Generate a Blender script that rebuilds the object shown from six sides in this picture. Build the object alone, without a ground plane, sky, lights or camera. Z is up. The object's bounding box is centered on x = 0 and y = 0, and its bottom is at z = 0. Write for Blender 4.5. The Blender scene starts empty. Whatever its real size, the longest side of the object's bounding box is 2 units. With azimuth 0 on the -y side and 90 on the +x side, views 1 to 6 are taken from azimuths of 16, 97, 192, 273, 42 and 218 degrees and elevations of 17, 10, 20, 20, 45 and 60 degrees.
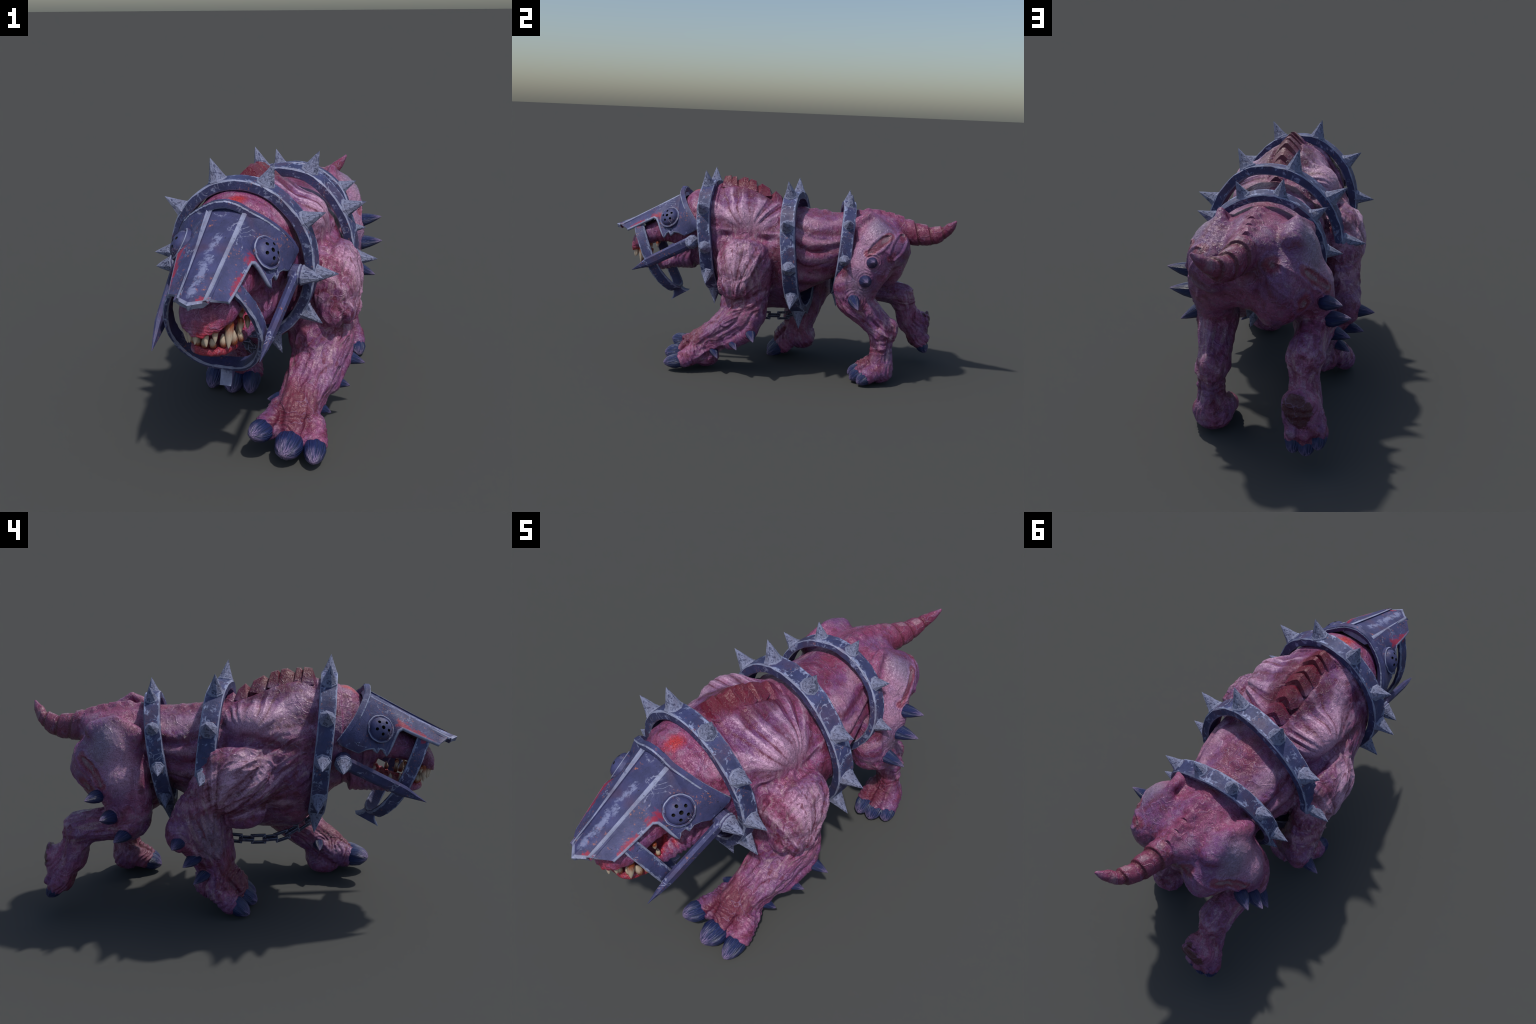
# A horned, hairless war hound in a riveted iron muzzle and three spiked iron hoops.
# The hide is one implicit surface (smoothly blended muscles), meshed by surface nets,
# relaxed, given muscle strands / wrinkles / veins, then separated into anatomical parts.
import bpy, math
import numpy as np
from mathutils import Vector, Matrix

RNG = np.random.default_rng(7)
VOX = 0.0055
A = np.array

# ----------------------------------------------------------------------------- helpers
def spline(pts, n, closed=False):
    """Catmull-Rom through control points (any dimension), n samples."""
    P = A(pts, float)
    m = len(P)
    if closed:
        t = np.linspace(0, m, n, endpoint=False)
        i = np.floor(t).astype(int)
        g = [P[(i + o) % m] for o in (-1, 0, 1, 2)]
    else:
        t = np.linspace(0, m - 1, n)
        i = np.minimum(np.floor(t).astype(int), m - 2)
        Q = np.vstack([2 * P[0] - P[1], P, 2 * P[-1] - P[-2]])
        g = [Q[i + o] for o in (0, 1, 2, 3)]
    f = (t - i)[:, None]
    a, b, c, d = g
    return 0.5 * (2 * b + (c - a) * f + (2 * a - 5 * b + 4 * c - d) * f**2 + (3 * b - a - 3 * c + d) * f**3)

def unit(v):
    v = A(v, float)
    return v / (np.linalg.norm(v) + 1e-12)

def lattice_hash(i, j, k, seed):
    h = (i.astype(np.int64) * 73856093) ^ (j.astype(np.int64) * 19349663) ^ (k.astype(np.int64) * 83492791) ^ (seed * 2654435761)
    h = (h ^ (h >> 13)) * 1274126177 & 0xFFFFFFFF
    h = (h ^ (h >> 16)) & 0xFFFF
    return h.astype(np.float32) / 32767.5 - 1.0

def noise3(P, scale, seed=0):
    """Value noise, -1..1, on points (n,3)."""
    q = P * scale
    i = np.floor(q).astype(np.int64)
    f = q - i
    f = f * f * (3 - 2 * f)
    out = 0
    for dx in (0, 1):
        for dy in (0, 1):
            for dz in (0, 1):
                w = (f[:, 0] if dx else 1 - f[:, 0]) * (f[:, 1] if dy else 1 - f[:, 1]) * (f[:, 2] if dz else 1 - f[:, 2])
                out = out + w * lattice_hash(i[:, 0] + dx, i[:, 1] + dy, i[:, 2] + dz, seed)
    return out

def sstep(a, b, x):
    t = np.clip((x - a) / (b - a), 0, 1)
    return t * t * (3 - 2 * t)

# ----------------------------------------------------------------------------- implicit body
LO, HI = A([-0.46, -0.95, -0.01]), A([0.46, 1.03, 1.15])
SHAPE = np.ceil((HI - LO) / VOX).astype(int) + 1
D = np.full(SHAPE, 0.2, np.float32)
RAW = np.full(SHAPE, 9.0, np.float32)
LAB = np.zeros(SHAPE, np.int8)
PARTS = ["torso", "neck", "head", "lower_jaw", "tail", "forelimb", "forelimb", "hindlimb", "hindlimb", "paw", "paw", "paw", "paw"]
TORSO, NECK, HEAD, JAW, TAIL, FL, FR, RL, RR, PFL, PFR, PRL, PRR = range(13)

def block(lo, hi):
    a = np.maximum(np.floor((A(lo) - LO) / VOX).astype(int), 0)
    b = np.minimum(np.ceil((A(hi) - LO) / VOX).astype(int) + 1, SHAPE)
    s = tuple(slice(x, y) for x, y in zip(a, b))
    ax = [(LO[q] + VOX * np.arange(a[q], b[q])).astype(np.float32) for q in range(3)]
    return s, ax[0][:, None, None], ax[1][None, :, None], ax[2][None, None, :]

def blend(s, d, label, k):
    cur = D[s]
    h = np.maximum(k - np.abs(cur - d), 0) / k
    D[s] = np.minimum(cur, d) - h * h * k * 0.25
    near = d < RAW[s]
    RAW[s][near] = d[near]
    LAB[s][near] = label

def ell(c, r, label, k=0.03, rot=None):
    """Ellipsoid; rot = (axis, degrees)."""
    c, r = A(c, float), A(r, float)
    m = r.max() + k + 0.02
    s, X, Y, Z = block(c - m, c + m)
    x, y, z = X - c[0], Y - c[1], Z - c[2]
    if rot:
        R = np.array(Matrix.Rotation(math.radians(-rot[1]), 3, Vector(rot[0])))
        x, y, z = [R[i, 0] * x + R[i, 1] * y + R[i, 2] * z for i in range(3)]
    k0 = np.sqrt((x / r[0])**2 + (y / r[1])**2 + (z / r[2])**2) + 1e-6
    k1 = np.sqrt((x / r[0]**2)**2 + (y / r[1]**2)**2 + (z / r[2]**2)**2) + 1e-6
    blend(s, (k0 * (k0 - 1) / k1).astype(np.float32), label, k)

def limb(pts, label, k=0.03, n=None, flat=None, cut=False):
    """Tapered capsule chain through (x, y, z, radius); flat=(axis, factor) squashes the section."""
    P = A(pts, float)
    if n:
        P = spline(P, n)
    r = P[:, 3]
    m = r.max() * (max(1, 1 / flat[1]) if flat else 1) + k + 0.02
    s, X, Y, Z = block(P[:, :3].min(0) - m, P[:, :3].max(0) + m)
    best = None
    for (a, b) in zip(P[:-1], P[1:]):
        ab = b[:3] - a[:3]
        px, py, pz = X - a[0], Y - a[1], Z - a[2]
        t = np.clip((px * ab[0] + py * ab[1] + pz * ab[2]) / (ab @ ab + 1e-9), 0, 1)
        qx, qy, qz = px - t * ab[0], py - t * ab[1], pz - t * ab[2]
        if flat:
            u = unit(flat[0])
            q = qx * u[0] + qy * u[1] + qz * u[2]
            g = flat[1] - 1
            d = np.sqrt((qx + g * q * u[0])**2 + (qy + g * q * u[1])**2 + (qz + g * q * u[2])**2)
        else:
            d = np.sqrt(qx * qx + qy * qy + qz * qz)
        d = d - (a[3] + t * (b[3] - a[3]))
        best = d if best is None else np.minimum(best, d)
    best = best.astype(np.float32)
    if cut:
        h = np.maximum(k - np.abs(D[s] + best), 0) / k
        D[s] = np.maximum(D[s], -best) + h * h * k * 0.25
    else:
        blend(s, best, label, k)

def loft_y(rows, label, k=0.03):
    """Trunk section table along y: y, cx, cz, half width, height above, depth below, exponent above, exponent below."""
    R = A(rows, float)
    s, X, Y, Z = block([R[:, 1].min() - R[:, 3].max() - 0.06, R[0, 0], R[:, 2].min() - R[:, 5].max() - 0.06],
                       [R[:, 1].max() + R[:, 3].max() + 0.06, R[-1, 0], R[:, 2].max() + R[:, 4].max() + 0.06])
    dense = spline(R, 400)
    col = [np.interp(Y.ravel(), dense[:, 0], dense[:, i])[None, :, None] for i in range(1, 8)]
    cx, cz, w, hu, hd, pu, pd = col
    x, z = np.abs(X - cx) / np.maximum(w, 1e-3), (Z - cz)
    up = z > 0
    h = np.maximum(np.where(up, hu, hd), 1e-3)
    p = np.where(up, pu, pd)
    f = ((x + 1e-6)**p + (np.abs(z) / h + 1e-6)**p)**(1 / p)
    d = ((f - 1) * np.minimum(w, h)).astype(np.float32)
    d = np.maximum(d, np.maximum(R[0, 0] - Y, Y - R[-1, 0]).astype(np.float32))
    blend(s, d, label, k)

def build_field():
    # trunk, from the neck to the root of the tail
    loft_y([
        (-0.46, -0.020, 0.800, 0.205, 0.220, 0.220, 2.0, 2.0),
        (-0.40, -0.015, 0.780, 0.222, 0.262, 0.260, 1.9, 1.9),
        (-0.34, -0.005, 0.755, 0.240, 0.300, 0.320, 1.75, 1.8),
        (-0.27, 0.000, 0.730, 0.258, 0.345, 0.375, 1.68, 1.65),
        (-0.18, 0.010, 0.715, 0.276, 0.355, 0.380, 1.66, 1.5),
        (-0.10, 0.018, 0.705, 0.280, 0.330, 0.370, 1.66, 1.55),
        (-0.02, 0.022, 0.700, 0.275, 0.295, 0.356, 1.7, 1.6),
        (0.05, 0.025, 0.700, 0.268, 0.260, 0.350, 1.85, 1.75),
        (0.085, 0.025, 0.702, 0.262, 0.250, 0.346, 1.9, 1.8),
        (0.12, 0.025, 0.705, 0.256, 0.242, 0.270, 2.0, 2.1),
        (0.23, 0.025, 0.720, 0.232, 0.216, 0.220, 2.1, 2.0),
        (0.33, 0.022, 0.735, 0.206, 0.198, 0.180, 2.1, 2.0),
        (0.42, 0.016, 0.740, 0.190, 0.200, 0.170, 2.0, 2.0),
        (0.52, 0.008, 0.745, 0.190, 0.203, 0.185, 1.9, 2.0),
        (0.62, 0.005, 0.745, 0.175, 0.190, 0.190, 1.9, 2.0),
        (0.69, 0.008, 0.765, 0.130, 0.152, 0.130, 1.9, 2.0),
        (0.735, 0.014, 0.815, 0.060, 0.080, 0.055, 2.0, 2.0)], TORSO, 0.02)
    # neck and skull under the muzzle
    loft_y([
        (-0.62, -0.020, 0.835, 0.132, 0.090, 0.170, 2.2, 2.2),
        (-0.56, -0.020, 0.840, 0.152, 0.130, 0.225, 2.2, 2.2),
        (-0.50, -0.010, 0.828, 0.186, 0.190, 0.250, 2.1, 2.2),
        (-0.43, -0.012, 0.810, 0.205, 0.214, 0.245, 2.0, 2.1),
        (-0.36, -0.010, 0.785, 0.228, 0.265, 0.280, 1.8, 2.0)], NECK, 0.03)
    # upper snout with hanging lip
    loft_y([
        (-0.893, -0.030, 0.656, 0.036, 0.028, 0.030, 2.2, 2.0),
        (-0.880, -0.026, 0.676, 0.062, 0.044, 0.044, 2.3, 2.2),
        (-0.852, -0.018, 0.702, 0.088, 0.054, 0.064, 2.4, 2.4),
        (-0.800, -0.006, 0.730, 0.108, 0.064, 0.062, 2.4, 2.6),
        (-0.740, -0.013, 0.760, 0.112, 0.074, 0.070, 2.4, 2.8),
        (-0.680, -0.018, 0.785, 0.128, 0.088, 0.082, 2.4, 2.8),
        (-0.620, -0.020, 0.800, 0.142, 0.115, 0.106, 2.4, 2.6),
        (-0.560, -0.020, 0.810, 0.158, 0.145, 0.136, 2.4, 2.4)], HEAD, 0.02)
    # lower jaw: a broad shallow tray
    loft_y([
        (-0.840, -0.020, 0.557, 0.040, 0.026, 0.014, 2.4, 2.0),
        (-0.814, -0.018, 0.554, 0.064, 0.034, 0.020, 2.4, 2.2),
        (-0.760, -0.014, 0.556, 0.082, 0.036, 0.028, 2.4, 2.2),
        (-0.700, -0.014, 0.566, 0.096, 0.040, 0.036, 2.4, 2.2),
        (-0.640, -0.015, 0.585, 0.118, 0.056, 0.040, 2.4, 2.2),
        (-0.580, -0.020, 0.620, 0.148, 0.078, 0.070, 2.4, 2.2),
        (-0.500, -0.020, 0.650, 0.170, 0.100, 0.098, 2.4, 2.2)], JAW, 0.02)
    limb([(-0.002, -0.83, 0.598, 0.030), (-0.01, -0.74, 0.605, 0.036), (-0.02, -0.66, 0.625, 0.040)], JAW, 0.012, flat=((1, 0, 0), 0.55), cut=True)
    # tail
    limb([(0.012, 0.66, 0.838, 0.080), (0.027, 0.728, 0.842, 0.074), (0.047, 0.799, 0.832, 0.062), (0.064, 0.871, 0.834, 0.050),
          (0.090, 0.930, 0.860, 0.036), (0.122, 0.966, 0.897, 0.023), (0.146, 0.987, 0.930, 0.008)], TAIL, 0.02, n=20, flat=((1, -0.2, 0), 1.22))
    # pelvis points and rump
    limb([(0.175, 0.430, 0.880, 0.040), (0.158, 0.520, 0.950, 0.016), (0.150, 0.600, 0.870, 0.036)], RL, 0.03)
    limb([(-0.175, 0.445, 0.855, 0.040), (-0.160, 0.538, 0.926, 0.016), (-0.148, 0.635, 0.870, 0.045)], RR, 0.03)
    # ---- left foreleg, reaching forward
    ell((0.165, -0.190, 0.865), (0.100, 0.150, 0.120), TORSO, 0.04, ((0, 1, 0), 38))
    ell((0.292, -0.162, 0.640), (0.117, 0.155, 0.165), FL, 0.012, ((1, 0, 0), -4))
    ell((0.318, -0.190, 0.535), (0.092, 0.118, 0.088), FL, 0.014)
    limb([(0.240, -0.10, 0.64, 0.112), (0.265, -0.130, 0.48, 0.104), (0.272, -0.140, 0.37, 0.104)], FL, 0.022)
    limb([(0.262, -0.085, 0.590, 0.064), (0.300, -0.100, 0.460, 0.068), (0.308, -0.110, 0.370, 0.066)], FL, 0.02)
    limb([(0.205, -0.20, 0.50, 0.085), (0.215, -0.22, 0.39, 0.082)], FL, 0.02)
    limb([(0.260, -0.138, 0.360, 0.104), (0.245, -0.245, 0.264, 0.098), (0.221, -0.340, 0.192, 0.086), (0.206, -0.420, 0.150, 0.076)], FL, 0.02, n=9)
    limb([(0.300, -0.150, 0.385, 0.064), (0.290, -0.250, 0.300, 0.060), (0.256, -0.365, 0.205, 0.048)], FL, 0.012, n=8)
    limb([(0.215, -0.240, 0.335, 0.060), (0.190, -0.330, 0.240, 0.054), (0.180, -0.420, 0.175, 0.046)], FL, 0.014, n=8)
    limb([(0.322, -0.100, 0.340, 0.050), (0.318, -0.128, 0.265, 0.050), (0.296, -0.220, 0.195, 0.046)], FL, 0.03, n=8)
    ell((0.205, -0.385, 0.078), (0.090, 0.080, 0.066), PFL, 0.02, ((0, 1, 0), -14))
    ell((0.160, -0.400, 0.066), (0.055, 0.080, 0.062), PFL, 0.02)
    limb([(0.205, -0.41, 0.135, 0.078), (0.205, -0.46, 0.108, 0.074)], PFL, 0.02)
    limb([(0.150, -0.43, 0.140, 0.060), (0.110, -0.506, 0.118, 0.054)], PFL, 0.010)
    limb([(0.205, -0.44, 0.115, 0.072), (0.208, -0.502, 0.078, 0.063)], PFL, 0.010)
    limb([(0.262, -0.42, 0.104, 0.058), (0.296, -0.490, 0.070, 0.050)], PFL, 0.010)
    # ---- right foreleg, pushing back
    ell((-0.140, -0.100, 0.865), (0.100, 0.155, 0.120), TORSO, 0.04, ((0, 1, 0), -38))
    ell((-0.262, 0.000, 0.685), (0.114, 0.165, 0.150), FR, 0.016, ((1, 0, 0), 14))
    ell((-0.188, -0.170, 0.700), (0.092, 0.185, 0.140), FR, 0.07)
    ell((-0.280, 0.090, 0.640), (0.095, 0.110, 0.120), FR, 0.03, ((1, 0, 0), 40))
    ell((-0.235, -0.020, 0.510), (0.080, 0.105, 0.078), FR, 0.025)
    limb([(-0.280, 0.120, 0.62, 0.085), (-0.290, 0.190, 0.540, 0.078), (-0.280, 0.215, 0.450, 0.088), (-0.232, 0.178, 0.350, 0.086),
          (-0.190, 0.145, 0.260, 0.082), (-0.164, 0.116, 0.190, 0.078)], FR, 0.02, n=14)
    limb([(-0.318, 0.130, 0.580, 0.048), (-0.302, 0.132, 0.460, 0.052), (-0.252, 0.118, 0.350, 0.054), (-0.205, 0.092, 0.240, 0.048)], FR, 0.012, n=10)
    limb([(-0.225, 0.105, 0.470, 0.070), (-0.190, 0.098, 0.380, 0.062), (-0.152, 0.082, 0.260, 0.054)], FR, 0.014, n=8)
    ell((-0.322, 0.265, 0.440), (0.050, 0.055, 0.085), FR, 0.03)
    ell((-0.170, 0.145, 0.130), (0.092, 0.080, 0.078), PFR, 0.02)
    limb([(-0.180, 0.10, 0.165, 0.080), (-0.178, 0.045, 0.120, 0.076)], PFR, 0.02)
    limb([(-0.250, 0.105, 0.130, 0.060), (-0.274, 0.050, 0.070, 0.052)], PFR, 0.010)
    limb([(-0.190, 0.085, 0.140, 0.068), (-0.182, 0.026, 0.076, 0.060)], PFR, 0.010)
    limb([(-0.140, 0.095, 0.150, 0.058), (-0.108, 0.036, 0.082, 0.051)], PFR, 0.010)
    # ---- left hind leg, standing
    ell((0.178, 0.540, 0.728), (0.122, 0.124, 0.195), RL, 0.035, ((1, 0, 0), -12))
    ell((0.168, 0.602, 0.765), (0.114, 0.148, 0.128), RL, 0.025)
    ell((0.140, 0.555, 0.650), (0.095, 0.105, 0.105), RL, 0.03)
    limb([(0.205, 0.478, 0.700, 0.088), (0.228, 0.420, 0.560, 0.082), (0.220, 0.428, 0.465, 0.074)], RL, 0.02, n=8)
    limb([(0.205, 0.520, 0.640, 0.112), (0.215, 0.490, 0.540, 0.092), (0.215, 0.470, 0.460, 0.082)], RL, 0.03)
    limb([(0.222, 0.470, 0.445, 0.084), (0.216, 0.550, 0.375, 0.073), (0.210, 0.615, 0.315, 0.070)], RL, 0.02)
    limb([(0.225, 0.530, 0.450, 0.050), (0.215, 0.600, 0.380, 0.040), (0.206, 0.660, 0.325, 0.034)], RL, 0.014, n=7)
    ell((0.206, 0.668, 0.315), (0.040, 0.036, 0.050), RL, 0.022)
    limb([(0.212, 0.620, 0.305, 0.067), (0.229, 0.615, 0.220, 0.055), (0.234, 0.615, 0.120, 0.064)], RL, 0.02)
    limb([(0.206, 0.665, 0.300, 0.030), (0.222, 0.655, 0.210, 0.024), (0.226, 0.660, 0.110, 0.034)], RL, 0.012, n=7)
    ell((0.226, 0.622, 0.072), (0.084, 0.072, 0.068), PRL, 0.02)
    limb([(0.192, 0.595, 0.100, 0.056), (0.191, 0.526, 0.068, 0.049)], PRL, 0.010)
    limb([(0.232, 0.590, 0.098, 0.060), (0.246, 0.530, 0.064, 0.051)], PRL, 0.010)
    limb([(0.266, 0.605, 0.085, 0.054), (0.293, 0.558, 0.056, 0.047)], PRL, 0.010)
    # ---- right hind leg, pushed off
    ell((-0.150, 0.545, 0.725), (0.108, 0.135, 0.200), RR, 0.035, ((1, 0, 0), -6))
    ell((-0.125, 0.615, 0.705), (0.108, 0.150, 0.145), RR, 0.025)
    ell((0.000, 0.650, 0.720), (0.052, 0.088, 0.090), RR, 0.025)
    ell((-0.060, 0.600, 0.565), (0.062, 0.100, 0.070), RR, 0.025)
    ell((-0.085, 0.610, 0.625), (0.112, 0.125, 0.118), RR, 0.03)
    limb([(-0.180, 0.490, 0.670, 0.086), (-0.208, 0.472, 0.550, 0.082), (-0.213, 0.478, 0.475, 0.080)], RR, 0.02, n=8)
    limb([(-0.190, 0.540, 0.650, 0.110), (-0.210, 0.520, 0.550, 0.090), (-0.212, 0.510, 0.470, 0.082)], RR, 0.03)
    limb([(-0.213, 0.510, 0.450, 0.082), (-0.210, 0.600, 0.446, 0.070), (-0.205, 0.700, 0.432, 0.070), (-0.205, 0.728, 0.425, 0.068)], RR, 0.02)
    limb([(-0.205, 0.730, 0.420, 0.068), (-0.203, 0.755, 0.340, 0.056), (-0.205, 0.785, 0.260, 0.064)], RR, 0.02)
    limb([(-0.205, 0.760, 0.450, 0.036), (-0.203, 0.790, 0.370, 0.022), (-0.203, 0.830, 0.295, 0.030)], RR, 0.014, n=7)
    limb([(-0.198, 0.848, 0.272, 0.060), (-0.205, 0.838, 0.210, 0.068), (-0.215, 0.845, 0.165, 0.060)], PRR, 0.02, flat=((1, 0, 0), 0.82))
    ell((-0.192, 0.892, 0.270), (0.060, 0.020, 0.068), PRR, 0.008, ((0, 1, 0), 12))
    for x, y, z in ((-0.168, 0.900, 0.172), (-0.214, 0.904, 0.166), (-0.256, 0.896, 0.182)):
        ell((x, y, z), (0.024, 0.016, 0.022), PRR, 0.006)
    limb([(-0.182, 0.845, 0.180, 0.045), (-0.172, 0.862, 0.140, 0.040)], PRR, 0.010)
    limb([(-0.217, 0.845, 0.175, 0.050), (-0.218, 0.868, 0.135, 0.044)], PRR, 0.010)
    limb([(-0.250, 0.835, 0.190, 0.045), (-0.265, 0.858, 0.155, 0.040)], PRR, 0.010)

# ----------------------------------------------------------------------------- surface nets
def surface_nets():
    S = D < 0
    n = np.zeros(SHAPE - 1, np.uint8)
    for dx in (0, 1):
        for dy in (0, 1):
            for dz in (0, 1):
                n += S[dx:SHAPE[0] - 1 + dx, dy:SHAPE[1] - 1 + dy, dz:SHAPE[2] - 1 + dz]
    I = A(np.nonzero((n > 0) & (n < 8))).T
    idx = np.full(SHAPE - 1, -1, np.int32)
    idx[I[:, 0], I[:, 1], I[:, 2]] = np.arange(len(I))
    corner = [(a, b, c) for a in (0, 1) for b in (0, 1) for c in (0, 1)]
    val = {c: D[I[:, 0] + c[0], I[:, 1] + c[1], I[:, 2] + c[2]] for c in corner}
    acc, cnt = np.zeros((len(I), 3)), np.zeros(len(I))
    for a in corner:
        for ax in range(3):
            if a[ax]:
                continue
            b = tuple(1 if q == ax else a[q] for q in range(3))
            va, vb = val[a], val[b]
            m = (va < 0) != (vb < 0)
            t = np.where(m, va / np.where(m, va - vb, 1), 0)
            for q in range(3):
                acc[:, q] += m * (a[q] + (t if q == ax else 0))
            cnt += m
    V = LO + VOX * (I + acc / cnt[:, None])
    quads = []
    for ax in range(3):
        u, v = (ax + 1) % 3, (ax + 2) % 3
        sl = [slice(1, -1)] * 3
        lo, hi = list(sl), list(sl)
        lo[ax], hi[ax] = slice(0, -1), slice(1, None)
        s0, s1 = S[tuple(lo)], S[tuple(hi)]
        off = A([1, 1, 1]); off[ax] = 0
        for flag in (True, False):
            E = A(np.nonzero((s0 != s1) & (s0 == flag))).T + off
            def cell(du, dv):
                c = E.copy(); c[:, u] -= du; c[:, v] -= dv
                return idx[c[:, 0], c[:, 1], c[:, 2]]
            q = [cell(1, 1), cell(0, 1), cell(0, 0), cell(1, 0)]
            quads.append(np.stack(q if flag else q[::-1], 1))
    F = np.vstack(quads)
    F = F[(F >= 0).all(1)]
    lab = LAB[I[:, 0], I[:, 1], I[:, 2]]
    return V, F, lab

def edges_of(F):
    e = np.vstack([F[:, [0, 1]], F[:, [1, 2]], F[:, [2, 3]], F[:, [3, 0]]])
    e.sort(1)
    return e

def relax(V, F, steps, lam=0.5, mu=-0.52):
    key = np.unique(edges_of(F) @ A([1 << 32, 1]))
    a, b = key >> 32, key & 0xFFFFFFFF
    deg = np.bincount(a, minlength=len(V)) + np.bincount(b, minlength=len(V))
    for s in range(steps):
        f = lam if s % 2 == 0 else mu
        avg = np.stack([np.bincount(a, V[b, q], len(V)) + np.bincount(b, V[a, q], len(V)) for q in range(3)], 1) / np.maximum(deg, 1)[:, None]
        V = V + f * (avg - V)
    return V

def subdivide(V, F, lab):
    n = len(V)
    e = edges_of(F)
    key, inv = np.unique(e @ A([1 << 32, 1]), return_inverse=True)
    a, b = key >> 32, key & 0xFFFFFFFF
    W = np.vstack([V, (V[a] + V[b]) / 2, V[F].mean(1)])
    m = len(F)
    ei = n + inv.reshape(4, m).T
    fc = n + len(key) + np.arange(m)
    G = np.vstack([np.stack([F[:, i], ei[:, i], fc, ei[:, (i - 1) % 4]], 1) for i in range(4)])
    return W, G, np.concatenate([lab, lab[a], lab[F[:, 0]]])

def vertex_normals(V, F):
    d1, d2 = V[F[:, 2]] - V[F[:, 0]], V[F[:, 3]] - V[F[:, 1]]
    fn = np.cross(d1, d2)
    N = np.stack([sum(np.bincount(F[:, i], fn[:, q], len(V)) for i in range(4)) for q in range(3)], 1)
    return N / (np.linalg.norm(N, axis=1, keepdims=True) + 1e-12)

def new_mesh(name, V, F, mats, smooth=True, mat_index=None):
    me = bpy.data.meshes.new(name)
    V = np.asarray(V, np.float32)
    if isinstance(F, np.ndarray):
        k = F.shape[1]
        me.vertices.add(len(V)); me.vertices.foreach_set("co", V.ravel())
        me.loops.add(F.size); me.loops.foreach_set("vertex_index", F.astype(np.int32).ravel())
        me.polygons.add(len(F)); me.polygons.foreach_set("loop_start", np.arange(0, F.size, k, dtype=np.int32))
        me.update(calc_edges=True)
    else:
        me.from_pydata([tuple(map(float, v)) for v in V], [], F)
    for m in mats:
        me.materials.append(m)
    if mat_index is not None:
        me.polygons.foreach_set("material_index", np.asarray(mat_index, np.int32))
    me.polygons.foreach_set("use_smooth", np.full(len(me.polygons), smooth))
    me.update()
    return me

def add(name, me, parent=None, matrix=None):
    o = bpy.data.objects.new(name, me)
    bpy.context.scene.collection.objects.link(o)
    if parent:
        o.parent = parent
    if matrix is not None:
        o.matrix_local = matrix
    return o

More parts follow.
